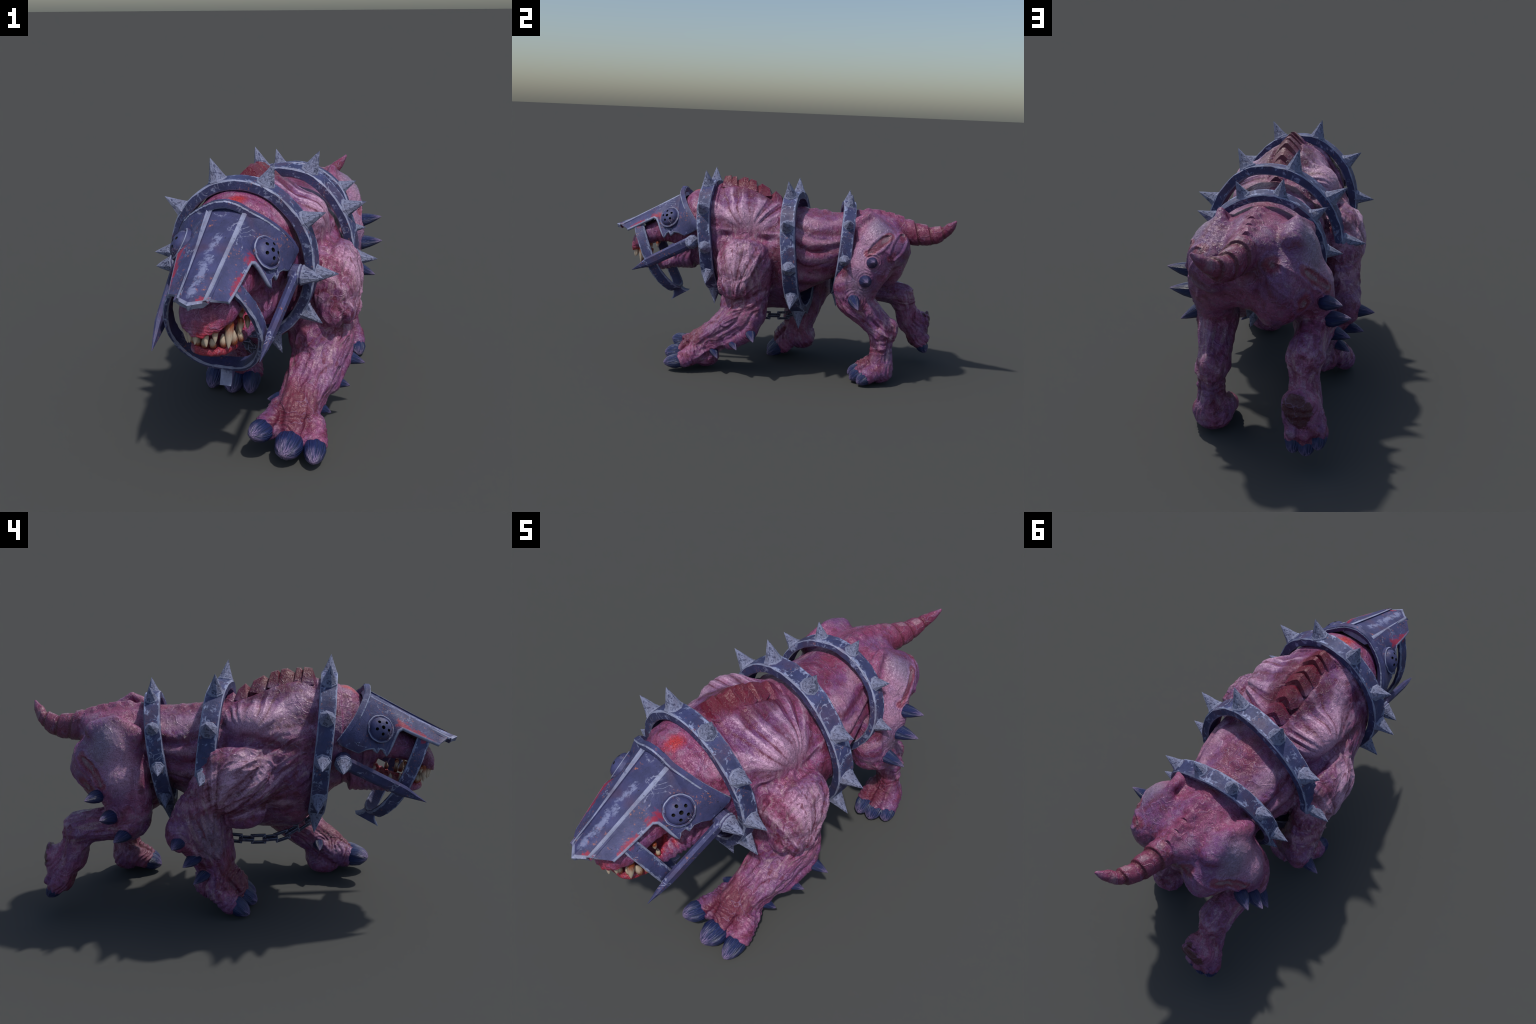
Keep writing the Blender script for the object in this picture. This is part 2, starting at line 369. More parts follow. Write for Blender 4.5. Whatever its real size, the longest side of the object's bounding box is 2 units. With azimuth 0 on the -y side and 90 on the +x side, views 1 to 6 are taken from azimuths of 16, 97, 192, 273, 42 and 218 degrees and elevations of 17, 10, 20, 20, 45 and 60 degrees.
# ----------------------------------------------------------------------------- node materials
class Nodes:
    def __init__(self, name):
        self.mat = bpy.data.materials.new(name)
        self.mat.use_nodes = True
        self.t = self.mat.node_tree
        self.bsdf = self.t.nodes["Principled BSDF"]
        self.P = self.t.nodes.new("ShaderNodeTexCoord").outputs["Object"]

    def put(self, socket, v):
        if isinstance(v, bpy.types.NodeSocket):
            self.t.links.new(v, socket)
        elif isinstance(v, (tuple, list)) and len(v) == 3 and socket.type == "RGBA":
            socket.default_value = (*v, 1)
        else:
            socket.default_value = v

    def math(self, op, a, b=0.0, c=0.0, clamp=False):
        n = self.t.nodes.new("ShaderNodeMath"); n.operation = op; n.use_clamp = clamp
        for s, v in zip(n.inputs, (a, b, c)):
            self.put(s, v)
        return n.outputs[0]

    def vec(self, op, a, b=(0, 0, 0), scale=None):
        n = self.t.nodes.new("ShaderNodeVectorMath"); n.operation = op
        self.put(n.inputs[0], a); self.put(n.inputs[1], b)
        if scale is not None:
            self.put(n.inputs["Scale"], scale)
        return n.outputs["Value"] if op in ("LENGTH", "DISTANCE", "DOT_PRODUCT") else n.outputs[0]

    def xyz(self, v):
        n = self.t.nodes.new("ShaderNodeSeparateXYZ"); self.put(n.inputs[0], v)
        return n.outputs

    def comb(self, x, y, z):
        n = self.t.nodes.new("ShaderNodeCombineXYZ")
        for s, v in zip(n.inputs, (x, y, z)):
            self.put(s, v)
        return n.outputs[0]

    def noise(self, v, scale, detail=3.0, rough=0.55, distort=0.0):
        n = self.t.nodes.new("ShaderNodeTexNoise")
        self.put(n.inputs["Vector"], v)
        n.inputs["Scale"].default_value, n.inputs["Detail"].default_value = scale, detail
        n.inputs["Roughness"].default_value, n.inputs["Distortion"].default_value = rough, distort
        return n.outputs["Fac"]

    def voronoi(self, v, scale, feature="DISTANCE_TO_EDGE"):
        n = self.t.nodes.new("ShaderNodeTexVoronoi"); n.feature = feature
        self.put(n.inputs["Vector"], v); n.inputs["Scale"].default_value = scale
        return n.outputs["Distance"]

    def span(self, v, a, b, lo=0.0, hi=1.0):
        """Smooth remap a..b to lo..hi, clamped."""
        n = self.t.nodes.new("ShaderNodeMapRange"); n.interpolation_type = "SMOOTHSTEP"
        for k, x in zip(("Value", "From Min", "From Max", "To Min", "To Max"), (v, a, b, lo, hi)):
            self.put(n.inputs[k], x)
        return n.outputs[0]

    def mix(self, f, a, b, mode="MIX"):
        n = self.t.nodes.new("ShaderNodeMix"); n.data_type = "RGBA"; n.blend_type = mode
        self.put(n.inputs[0], f); self.put(n.inputs[6], a); self.put(n.inputs[7], b)
        return n.outputs[2]

    def bump(self, h, strength=0.4, dist=0.002):
        n = self.t.nodes.new("ShaderNodeBump")
        n.inputs["Strength"].default_value, n.inputs["Distance"].default_value = strength, dist
        self.put(n.inputs["Height"], h)
        self.t.links.new(n.outputs[0], self.bsdf.inputs["Normal"])
        self.t.links.new(n.outputs[0], self.bsdf.inputs["Coat Normal"])

    def after(self, colour):
        """Chains the next features behind the colours so far (keeps the shader small on its stack)."""
        if not hasattr(self, "P0"):
            self.P0 = self.P
        self.P = self.vec("ADD", self.P0, self.vec("SCALE", colour, scale=1e-7))
        return self.P

    def segment(self, a, b, wob=None):
        """Distance to the straight segment a-b."""
        a, b = A(a, float), A(b, float)
        ab = b - a
        p = self.vec("SUBTRACT", wob if wob else self.P, tuple(a))
        t = self.math("DIVIDE", self.vec("DOT_PRODUCT", p, tuple(ab)), float(ab @ ab), clamp=True)
        n = self.t.nodes.new("ShaderNodeVectorMath"); n.operation = "SCALE"
        n.inputs[0].default_value = tuple(ab); self.put(n.inputs["Scale"], t)
        return self.vec("LENGTH", self.vec("SUBTRACT", p, n.outputs[0]))

    def finish(self, colour, rough=0.5, metallic=0.0, spec=0.5):
        self.put(self.bsdf.inputs["Base Color"], colour)
        self.put(self.bsdf.inputs["Roughness"], rough)
        self.put(self.bsdf.inputs["Metallic"], metallic)
        self.put(self.bsdf.inputs["Specular IOR Level"], spec)
        return self.mat

# muscle fans, one rule for relief and colour: centre, side, strands per turn, reach, main direction (y, z), half opening (cosine), depth
FANS = [((0.300, -0.147, 0.811), 1, 15.0, 0.46, (0.0, 1.0), -0.02, 0.0040), ((-0.250, -0.043, 0.860), -1, 15.0, 0.46, (0.0, 1.0), -0.02, 0.0040),
        ((0.345, -0.205, 0.420), 1, 24.0, 0.40, (0.06, 0.998), 0.72, 0.0026), ((-0.330, 0.110, 0.480), -1, 20.0, 0.46, (-0.62, 0.78), 0.60, 0.0028)]
WARP = 1.5

TAIL_PITCH = 14.0
LIMB_AXES = [((0.12, 0.78, 0.61), (0.27, -0.12, 0.46), (0.21, -0.40, 0.17), 0.17), ((-0.15, 0.25, 0.956), (-0.30, 0.17, 0.60), (-0.22, 0.12, 0.18), 0.17),
             ((0.0, -0.75, 0.66), (0.22, 0.46, 0.46), (0.21, 0.62, 0.31), 0.13), ((0.0, 0.15, 0.99), (0.22, 0.63, 0.30), (0.22, 0.62, 0.10), 0.11),
             ((0.0, -0.99, 0.1), (-0.21, 0.50, 0.46), (-0.205, 0.74, 0.43), 0.13), ((0.0, -0.35, 0.937), (-0.205, 0.75, 0.40), (-0.205, 0.80, 0.22), 0.10),
             ((0.20, -0.10, 0.975), (0.30, -0.19, 0.72), (0.34, -0.20, 0.54), 0.20), ((0.0, -0.86, 0.51), (-0.30, 0.02, 0.66), (-0.27, -0.20, 0.74), 0.20)]
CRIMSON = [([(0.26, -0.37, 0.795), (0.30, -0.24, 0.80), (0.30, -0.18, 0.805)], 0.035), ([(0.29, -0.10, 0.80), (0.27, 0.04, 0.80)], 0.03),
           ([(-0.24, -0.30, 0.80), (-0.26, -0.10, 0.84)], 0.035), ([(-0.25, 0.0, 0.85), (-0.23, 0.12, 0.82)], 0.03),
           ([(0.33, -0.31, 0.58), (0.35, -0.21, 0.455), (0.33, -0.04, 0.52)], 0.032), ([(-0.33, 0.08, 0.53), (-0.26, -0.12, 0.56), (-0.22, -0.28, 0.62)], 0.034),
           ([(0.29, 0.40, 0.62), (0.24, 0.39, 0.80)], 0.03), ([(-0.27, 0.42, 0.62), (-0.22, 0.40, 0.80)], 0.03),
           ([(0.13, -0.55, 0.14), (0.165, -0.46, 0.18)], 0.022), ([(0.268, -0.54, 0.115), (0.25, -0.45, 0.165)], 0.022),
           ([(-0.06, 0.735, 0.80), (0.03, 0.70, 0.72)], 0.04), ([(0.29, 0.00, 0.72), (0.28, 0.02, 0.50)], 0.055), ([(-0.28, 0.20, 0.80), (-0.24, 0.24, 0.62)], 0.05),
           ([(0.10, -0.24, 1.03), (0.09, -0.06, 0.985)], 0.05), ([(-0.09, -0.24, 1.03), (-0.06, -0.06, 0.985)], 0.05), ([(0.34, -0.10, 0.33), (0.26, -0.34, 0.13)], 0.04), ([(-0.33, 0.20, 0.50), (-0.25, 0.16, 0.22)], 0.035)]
SLITS = []      # almond gashes in the thighs (filled in below)

def skin_material():
    n = Nodes("hide")
    P = n.P
    x, y, z = n.xyz(P)
    wob = n.vec("ADD", P, n.vec("SCALE", n.vec("SUBTRACT", _noise_colour(n, P, 9.0), (0.5, 0.5, 0.5)), scale=0.05))
    big = n.noise(P, 5.5, 3, 0.6)
    mid = n.noise(wob, 17.0, 4, 0.62)
    col = n.mix(n.span(big, 0.36, 0.64), (0.315, 0.072, 0.175), (0.195, 0.064, 0.200))  # base tones darkened and purpled toward the hide's shaded side
    col = n.mix(n.span(mid, 0.50, 0.74, 0, 0.55), col, (0.380, 0.260, 0.350))
    col = n.mix(n.span(mid, 0.50, 0.32, 0, 0.78), col, (0.155, 0.014, 0.046))
    # highlights on the big muscle tops, painted as pale patches
    def pale(a_, b_, r0, r1, amount):
        nonlocal col
        f = n.math("ADD", n.segment(a_, b_), n.math("MULTIPLY", n.math("SUBTRACT", mid, 0.5), 0.16))
        col = n.mix(n.span(f, r1, r0, 0, amount), col, (0.580, 0.330, 0.490))
        n.after(col)
    pale((0.27, -0.24, 0.92), (0.27, -0.10, 0.92), 0.03, 0.13, 0.75)
    pale((-0.22, -0.20, 0.94), (-0.22, -0.02, 0.95), 0.03, 0.13, 0.75)
    pale((0.40, -0.20, 0.74), (0.41, -0.17, 0.60), 0.03, 0.12, 0.7)
    pale((-0.36, -0.10, 0.76), (-0.36, 0.06, 0.66), 0.03, 0.13, 0.7)
    pale((0.30, 0.52, 0.86), (0.31, 0.48, 0.72), 0.03, 0.12, 0.6)
    pale((-0.27, 0.54, 0.83), (-0.28, 0.50, 0.70), 0.03, 0.12, 0.6)
    col0 = (0.240, 0.225, 0.330)
    for a_, b_ in (((0.27, 0.60, 0.86), (0.24, 0.56, 0.92)), ((-0.26, 0.62, 0.80), (-0.22, 0.58, 0.88)), ((0.28, 0.46, 0.60), (0.28, 0.48, 0.56)), ((-0.33, 0.14, 0.48), (-0.28, 0.12, 0.36))):
        f = n.math("ADD", n.segment(a_, b_), n.math("MULTIPLY", n.math("SUBTRACT", big, 0.5), 0.12))
        col = n.mix(n.span(f, 0.10, 0.02, 0, 0.6), col, col0)
        n.after(col)
    pale((0.31, -0.14, 0.36), (0.26, -0.30, 0.26), 0.02, 0.09, 0.5)
    # strands of the muscle fans: same rule as the relief
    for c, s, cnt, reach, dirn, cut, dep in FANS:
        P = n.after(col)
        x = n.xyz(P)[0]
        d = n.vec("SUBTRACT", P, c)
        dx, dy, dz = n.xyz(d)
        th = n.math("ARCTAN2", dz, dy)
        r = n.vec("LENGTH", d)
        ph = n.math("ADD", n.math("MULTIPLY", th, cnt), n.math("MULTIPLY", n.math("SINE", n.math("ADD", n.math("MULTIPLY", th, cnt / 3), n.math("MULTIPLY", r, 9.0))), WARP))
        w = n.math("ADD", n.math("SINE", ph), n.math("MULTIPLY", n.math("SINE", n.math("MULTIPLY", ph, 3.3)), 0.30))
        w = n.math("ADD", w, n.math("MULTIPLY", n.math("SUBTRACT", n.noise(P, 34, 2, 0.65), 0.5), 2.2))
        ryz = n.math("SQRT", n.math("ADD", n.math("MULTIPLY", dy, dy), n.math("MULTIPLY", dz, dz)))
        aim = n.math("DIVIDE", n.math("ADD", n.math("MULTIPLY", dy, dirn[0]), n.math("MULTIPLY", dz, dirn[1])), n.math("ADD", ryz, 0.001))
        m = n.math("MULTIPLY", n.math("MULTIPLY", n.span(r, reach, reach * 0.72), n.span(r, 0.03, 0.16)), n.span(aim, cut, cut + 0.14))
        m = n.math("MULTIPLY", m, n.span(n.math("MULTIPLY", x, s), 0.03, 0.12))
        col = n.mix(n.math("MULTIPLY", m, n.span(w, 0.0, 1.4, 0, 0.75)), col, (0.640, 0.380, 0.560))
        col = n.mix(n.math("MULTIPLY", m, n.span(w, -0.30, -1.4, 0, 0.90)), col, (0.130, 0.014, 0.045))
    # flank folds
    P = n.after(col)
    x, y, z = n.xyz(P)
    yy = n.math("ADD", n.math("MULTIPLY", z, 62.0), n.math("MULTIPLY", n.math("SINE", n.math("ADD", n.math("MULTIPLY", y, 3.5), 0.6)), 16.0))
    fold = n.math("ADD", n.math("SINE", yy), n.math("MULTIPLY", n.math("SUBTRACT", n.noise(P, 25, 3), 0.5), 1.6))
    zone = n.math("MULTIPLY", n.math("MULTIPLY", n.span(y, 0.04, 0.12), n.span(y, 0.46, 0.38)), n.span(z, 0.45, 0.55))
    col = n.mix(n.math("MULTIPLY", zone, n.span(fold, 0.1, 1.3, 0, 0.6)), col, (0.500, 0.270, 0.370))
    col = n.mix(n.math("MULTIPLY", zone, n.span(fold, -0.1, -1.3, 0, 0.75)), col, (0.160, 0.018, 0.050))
    # drawn-out sinew streaks on the limbs
    for ax, a, b, wd in LIMB_AXES:
        P = n.after(col)
        along = n.vec("DOT_PRODUCT", P, ax)
        t = n.t.nodes.new("ShaderNodeVectorMath"); t.operation = "SCALE"
        t.inputs[0].default_value = ax; n.put(t.inputs["Scale"], n.math("MULTIPLY", along, 0.80))
        st = n.noise(n.vec("SUBTRACT", P, t.outputs[0]), 42, 2, 0.6, 0.4)
        m = n.span(n.segment(a, b), wd, wd * 0.55)
        col = n.mix(n.math("MULTIPLY", m, n.span(st, 0.52, 0.72, 0, 0.7)), col, (0.480, 0.300, 0.360))
        col = n.mix(n.math("MULTIPLY", m, n.span(st, 0.48, 0.30, 0, 0.8)), col, (0.150, 0.016, 0.045))
    # redder flesh: withers, wrists and feet, tail, mouth, crown of the head
    def flesh(dist, a, b, colour, amount):
        nonlocal col
        f = n.math("ADD", dist, n.math("MULTIPLY", n.math("SUBTRACT", mid, 0.5), 0.10))
        col = n.mix(n.span(f, b, a, 0, amount), col, colour)
        n.after(col)
    flesh(n.segment((0.0, -0.33, 1.115), (0.015, -0.05, 1.045)), 0.03, 0.115, (0.150, 0.007, 0.024), 0.97)
    flesh(n.segment((0.015, -0.05, 1.04), (0.02, 0.40, 0.955)), 0.0, 0.09, (0.270, 0.036, 0.100), 0.75)
    flesh(n.segment((0.01, 0.40, 0.955), (0.012, 0.66, 0.945)), 0.0, 0.08, (0.250, 0.032, 0.095), 0.75)
    flesh(n.segment((0.04, 0.78, 0.84), (0.09, 0.935, 0.865)), 0.05, 0.12, (0.215, 0.026, 0.072), 0.9)
    flesh(n.segment((-0.012, -0.50, 1.032), (-0.012, -0.53, 1.02)), 0.005, 0.060, (0.55, 0.030, 0.022), 0.85)
    for a, b in (((0.21, -0.42, 0.20), (0.20, -0.52, 0.17)), ((-0.23, 0.02, 0.19), (-0.19, -0.02, 0.12)),
                 ((0.22, 0.57, 0.17), (0.22, 0.51, 0.12)), ((-0.215, 0.80, 0.13), (-0.22, 0.86, 0.10))):
        flesh(n.segment(a, b), 0.03, 0.12, (0.135, 0.012, 0.026), 0.85)
    flesh(n.segment((-0.188, 0.920, 0.290), (-0.196, 0.920, 0.250)), 0.050, 0.060, (0.070, 0.010, 0.014), 0.95)
    flesh(n.segment((0.0, -0.90, 0.645), (0.0, -0.88, 0.64)), 0.02, 0.085, (0.360, 0.055, 0.105), 0.9)
    flesh(n.segment((0.0, -0.83, 0.60), (-0.01, -0.66, 0.63)), 0.055, 0.105, (0.50, 0.012, 0.020), 0.95)
    for sx in (0.085, -0.115):
        flesh(n.segment((sx, -0.78, 0.60), (sx * 1.2, -0.63, 0.66)), 0.02, 0.055, (0.480, 0.010, 0.020), 0.9)
    flesh(n.segment((0.0, -0.84, 0.545), (0.0, -0.60, 0.54)), 0.03, 0.10, (0.300, 0.030, 0.055), 0.8)
    # occlusion shade of the furrows between the muscles, painted in crimson
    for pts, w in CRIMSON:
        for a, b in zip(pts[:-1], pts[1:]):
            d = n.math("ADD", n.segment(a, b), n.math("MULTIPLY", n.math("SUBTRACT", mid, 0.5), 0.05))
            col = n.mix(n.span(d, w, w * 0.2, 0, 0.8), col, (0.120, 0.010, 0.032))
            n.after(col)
    for a, b, w in SLITS:
        n.after(col)
        d = n.segment(a, b)
        d = n.math("ADD", d, n.math("MULTIPLY", n.math("SUBTRACT", mid, 0.5), 0.02))
        col = n.mix(n.span(d, w * 1.15, w * 0.75, 0, 0.75), col, (0.250, 0.024, 0.050))
        col = n.mix(n.span(d, w * 0.60, w * 0.15, 0, 0.7), col, (0.310, 0.220, 0.260))
        col = n.mix(n.math("MULTIPLY", n.span(d, w * 1.1, w * 1.25), n.span(d, w * 1.6, w * 1.35, 0, 0.45)), col, (0.240, 0.110, 0.290))
    # veins, pores, leathery cracks
    P = n.after(col)
    vn = n.math("ABSOLUTE", n.math("SUBTRACT", n.noise(n.vec("ADD", P, n.vec("SCALE", n.vec("SUBTRACT", _noise_colour(n, P, 9.0), (0.5, 0.5, 0.5)), scale=0.05)), 11, 2, 0.5), 0.5))
    col = n.mix(n.span(vn, 0.014, 0.0, 0, 0.36), col, (0.290, 0.190, 0.360))
    c1 = n.math("ABSOLUTE", n.math("SUBTRACT", n.noise(P, 52, 3, 0.6, 0.6), 0.5))
    c2 = n.math("ABSOLUTE", n.math("SUBTRACT", n.noise(n.vec("ADD", P, (3.1, 1.7, 5.2)), 105, 2, 0.6, 0.4), 0.5))
    crack = n.math("MINIMUM", c1, n.math("MULTIPLY", c2, 1.3))
    col = n.mix(n.span(crack, 0.026, 0.0, 0, 0.58), col, (0.075, 0.010, 0.042))
    grain = n.noise(P, 210, 3, 0.75)
    col = n.mix(n.span(grain, 0.50, 0.26, 0, 0.62), col, (0.085, 0.010, 0.050))
    col = n.mix(n.span(grain, 0.56, 0.78, 0, 0.28), col, (0.720, 0.480, 0.620))
    P = n.after(col)
    x, y, z = n.xyz(P)
    flesh(n.segment((0.0, -0.33, 1.112), (0.015, -0.05, 1.040)), 0.02, 0.10, (0.135, 0.005, 0.020), 0.7)
    P = n.P
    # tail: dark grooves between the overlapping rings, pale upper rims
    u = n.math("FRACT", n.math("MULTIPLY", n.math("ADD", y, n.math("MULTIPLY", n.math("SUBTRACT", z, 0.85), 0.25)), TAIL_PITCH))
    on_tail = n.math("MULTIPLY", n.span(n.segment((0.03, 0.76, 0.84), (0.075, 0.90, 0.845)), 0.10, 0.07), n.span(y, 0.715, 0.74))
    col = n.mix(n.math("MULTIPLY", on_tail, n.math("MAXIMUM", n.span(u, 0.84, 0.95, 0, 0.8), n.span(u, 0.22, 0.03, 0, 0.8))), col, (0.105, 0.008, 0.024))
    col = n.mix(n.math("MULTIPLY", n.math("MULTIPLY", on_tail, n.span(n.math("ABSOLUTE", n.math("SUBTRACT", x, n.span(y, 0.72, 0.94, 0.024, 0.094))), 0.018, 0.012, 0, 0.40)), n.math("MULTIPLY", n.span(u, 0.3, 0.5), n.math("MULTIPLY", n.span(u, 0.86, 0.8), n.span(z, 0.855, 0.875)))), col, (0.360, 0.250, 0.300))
    n.bump(n.math("ADD", n.math("MULTIPLY", n.span(crack, 0.0, 0.04), 0.45), n.math("ADD", n.math("MULTIPLY", grain, 0.7), n.math("ADD", n.math("MULTIPLY", mid, 1.5), n.math("MULTIPLY", n.span(vn, 0.030, 0.0), 0.6)))), 0.6, 0.004)
    rough = n.span(n.noise(P, 60, 2), 0.3, 0.7, 0.22, 0.46)
    n.bsdf.inputs["Coat Weight"].default_value = 0.16
    n.bsdf.inputs["Coat Roughness"].default_value = 0.26
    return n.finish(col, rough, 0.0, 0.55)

def _noise_colour(n, v, scale):
    t = n.t.nodes.new("ShaderNodeTexNoise"); n.put(t.inputs["Vector"], v)
    t.inputs["Scale"].default_value, t.inputs["Detail"].default_value = scale, 2.0
    return t.outputs["Color"]

def iron_material(name, base, wear, wear_at, rust, blood=None):
    n = Nodes(name)
    P = n.P
    a = n.noise(P, 14, 4, 0.65)
    b = n.noise(n.vec("ADD", P, n.vec("SCALE", _noise_colour(n, P, 18), scale=0.06)), 26, 5, 0.7)
    col = n.mix(n.span(a, 0.3, 0.7), base, tuple(v * 0.62 for v in base))
    col = n.mix(n.span(n.noise(P, 9, 2), 0.50, 0.75, 0, 0.5), col, (0.085, 0.045, 0.085))
    col = n.mix(n.span(b, wear_at, wear_at + 0.09, 0, 0.9), col, wear)
    flecks = n.math("MULTIPLY", n.span(n.noise(P, 90, 3, 0.7), 0.56, 0.68), n.span(n.noise(P, 13, 2), 0.5, 0.62))
    col = n.mix(n.math("MULTIPLY", flecks, rust), col, (0.330, 0.125, 0.090))
    pits = n.math("MULTIPLY", n.span(n.noise(P, 130, 2), 0.66, 0.72), n.span(n.noise(P, 11, 2), 0.5, 0.6))
    col = n.mix(pits, col, (0.012, 0.012, 0.018))
    sc = n.math("ABSOLUTE", n.math("SUBTRACT", n.noise(n.vec("MULTIPLY", P, (1.0, 0.7, 1.0)), 17, 4, 0.55, 1.0), 0.5))
    sc = n.math("MULTIPLY", n.span(sc, 0.020, 0.004), n.span(n.noise(P, 12, 2), 0.54, 0.64))
    col = n.mix(n.math("MULTIPLY", sc, 0.7), col, (0.330, 0.350, 0.500))
    if blood:
        d = n.math("ADD", n.segment((-0.012, -0.70, 0.935), (-0.028, -0.95, 0.79)), n.math("MULTIPLY", n.math("SUBTRACT", n.noise(P, 38, 5, 0.7), 0.5), 0.07))
        d = n.math("ADD", d, n.math("MULTIPLY", n.math("ABSOLUTE", n.math("SUBTRACT", n.noise(P, 22, 4, 0.6), 0.5)), 0.10))
        col = n.mix(n.span(d, 0.024, 0.006, 0, 0.65), col, (0.250, 0.275, 0.440))
        for p, q, w in blood:
            d = n.math("ADD", n.segment(p, q), n.math("MULTIPLY", n.math("SUBTRACT", n.noise(P, 45, 4, 0.7), 0.5), 0.09))
            col = n.mix(n.span(d, w, w * 0.2, 0, 0.85), col, (0.320, 0.018, 0.045))
    n.bump(n.math("ADD", n.math("MULTIPLY", b, 1.2), n.noise(P, 160, 2)), 0.35, 0.003)
    return n.finish(col, n.span(a, 0.3, 0.7, 0.5, 0.65), 0.0, 0.35)

def spike_material():
    n = Nodes("hammered_spike")
    P = n.P
    w = n.noise(n.vec("MULTIPLY", P, (1.0, 1.0, 1.6)), 2.6, 5, 0.68, 1.2)
    col = n.mix(n.span(w, 0.38, 0.53), (0.075, 0.084, 0.170), (0.320, 0.345, 0.520))
    col = n.mix(n.span(n.noise(P, 1.2, 2), 0.5, 0.7, 0, 0.4), col, (0.150, 0.130, 0.200))
    n.bump(w, 0.6, 0.15)
    return n.finish(col, 0.55, 0.0, 0.35)

def horn_material():
    n = Nodes("horn")
    x, y, z = n.xyz(n.P)
    r = n.math("ADD", n.math("SQRT", n.math("ADD", n.math("MULTIPLY", x, x), n.math("MULTIPLY", y, y))), 0.25)
    v = n.comb(n.math("DIVIDE", n.math("MULTIPLY", x, 4.0), r), n.math("DIVIDE", n.math("MULTIPLY", y, 4.0), r), n.math("MULTIPLY", z, 0.35))
    s = n.noise(v, 2.0, 3, 0.55)
    g = n.math("ADD", z, n.math("MULTIPLY", n.math("SUBTRACT", s, 0.5), 1.5))
    col = n.mix(n.span(g, 0.45, 1.35), (0.012, 0.022, 0.095), (0.300, 0.215, 0.390))
    col = n.mix(n.span(g, 1.0, 1.35, 0, 0.8), col, (0.480, 0.300, 0.340))
    col = n.mix(n.span(s, 0.46, 0.38, 0, 0.8), col, (0.012, 0.018, 0.060))
    n.bump(s, 0.5, 0.06)
    return n.finish(col, 0.42, 0.0, 0.5)

def tooth_material():
    n = Nodes("tooth_enamel")
    x, y, z = n.xyz(n.P)
    s = n.noise(n.comb(n.math("MULTIPLY", x, 3), n.math("MULTIPLY", y, 3), z), 2.5, 3)
    g = n.math("ADD", z, n.math("MULTIPLY", n.math("SUBTRACT", s, 0.5), 0.9))
    col = n.mix(n.span(g, 0.0, 0.55), (0.250, 0.050, 0.015), (0.560, 0.450, 0.340))
    col = n.mix(n.span(s, 0.6, 0.75, 0, 0.6), col, (0.330, 0.130, 0.080))
    return n.finish(col, 0.35, 0.0, 0.5)

def plain(name, colour, rough=0.6):
    n = Nodes(name)
    g = n.noise(n.P, 80, 3)
    return n.finish(n.mix(g, colour, tuple(v * 0.6 for v in colour)), rough)
# ----------------------------------------------------------------------------- relief of the hide
def poly_dist(V, pts, per=0.006, snap=None):
    """Distance of V to a smooth line; the line is first pulled onto the surface."""
    P = A(pts, float)
    L = np.linalg.norm(np.diff(P, axis=0), axis=1).sum()
    Q = spline(P, max(8, int(L / per)))
    lo, hi = Q.min(0) - 0.09, Q.max(0) + 0.09
    m = np.nonzero(((V > lo) & (V < hi)).all(1))[0]
    if not len(m):
        return m, np.zeros(0), np.zeros(0)
    W = V[m].astype(np.float32)
    Q = A([W[((W - q)**2).sum(1).argmin()] for q in Q.astype(np.float32)])
    Q[1:-1] = (Q[:-2] + 2 * Q[1:-1] + Q[2:]) / 4
    best, at = np.full(len(W), 9.0, np.float32), np.zeros(len(W), np.float32)
    for i, q in enumerate(Q):
        d = ((W - q)**2).sum(1)
        k = d < best
        best[k] = d[k]; at[k] = i / (len(Q) - 1)
    return m, np.sqrt(best), at

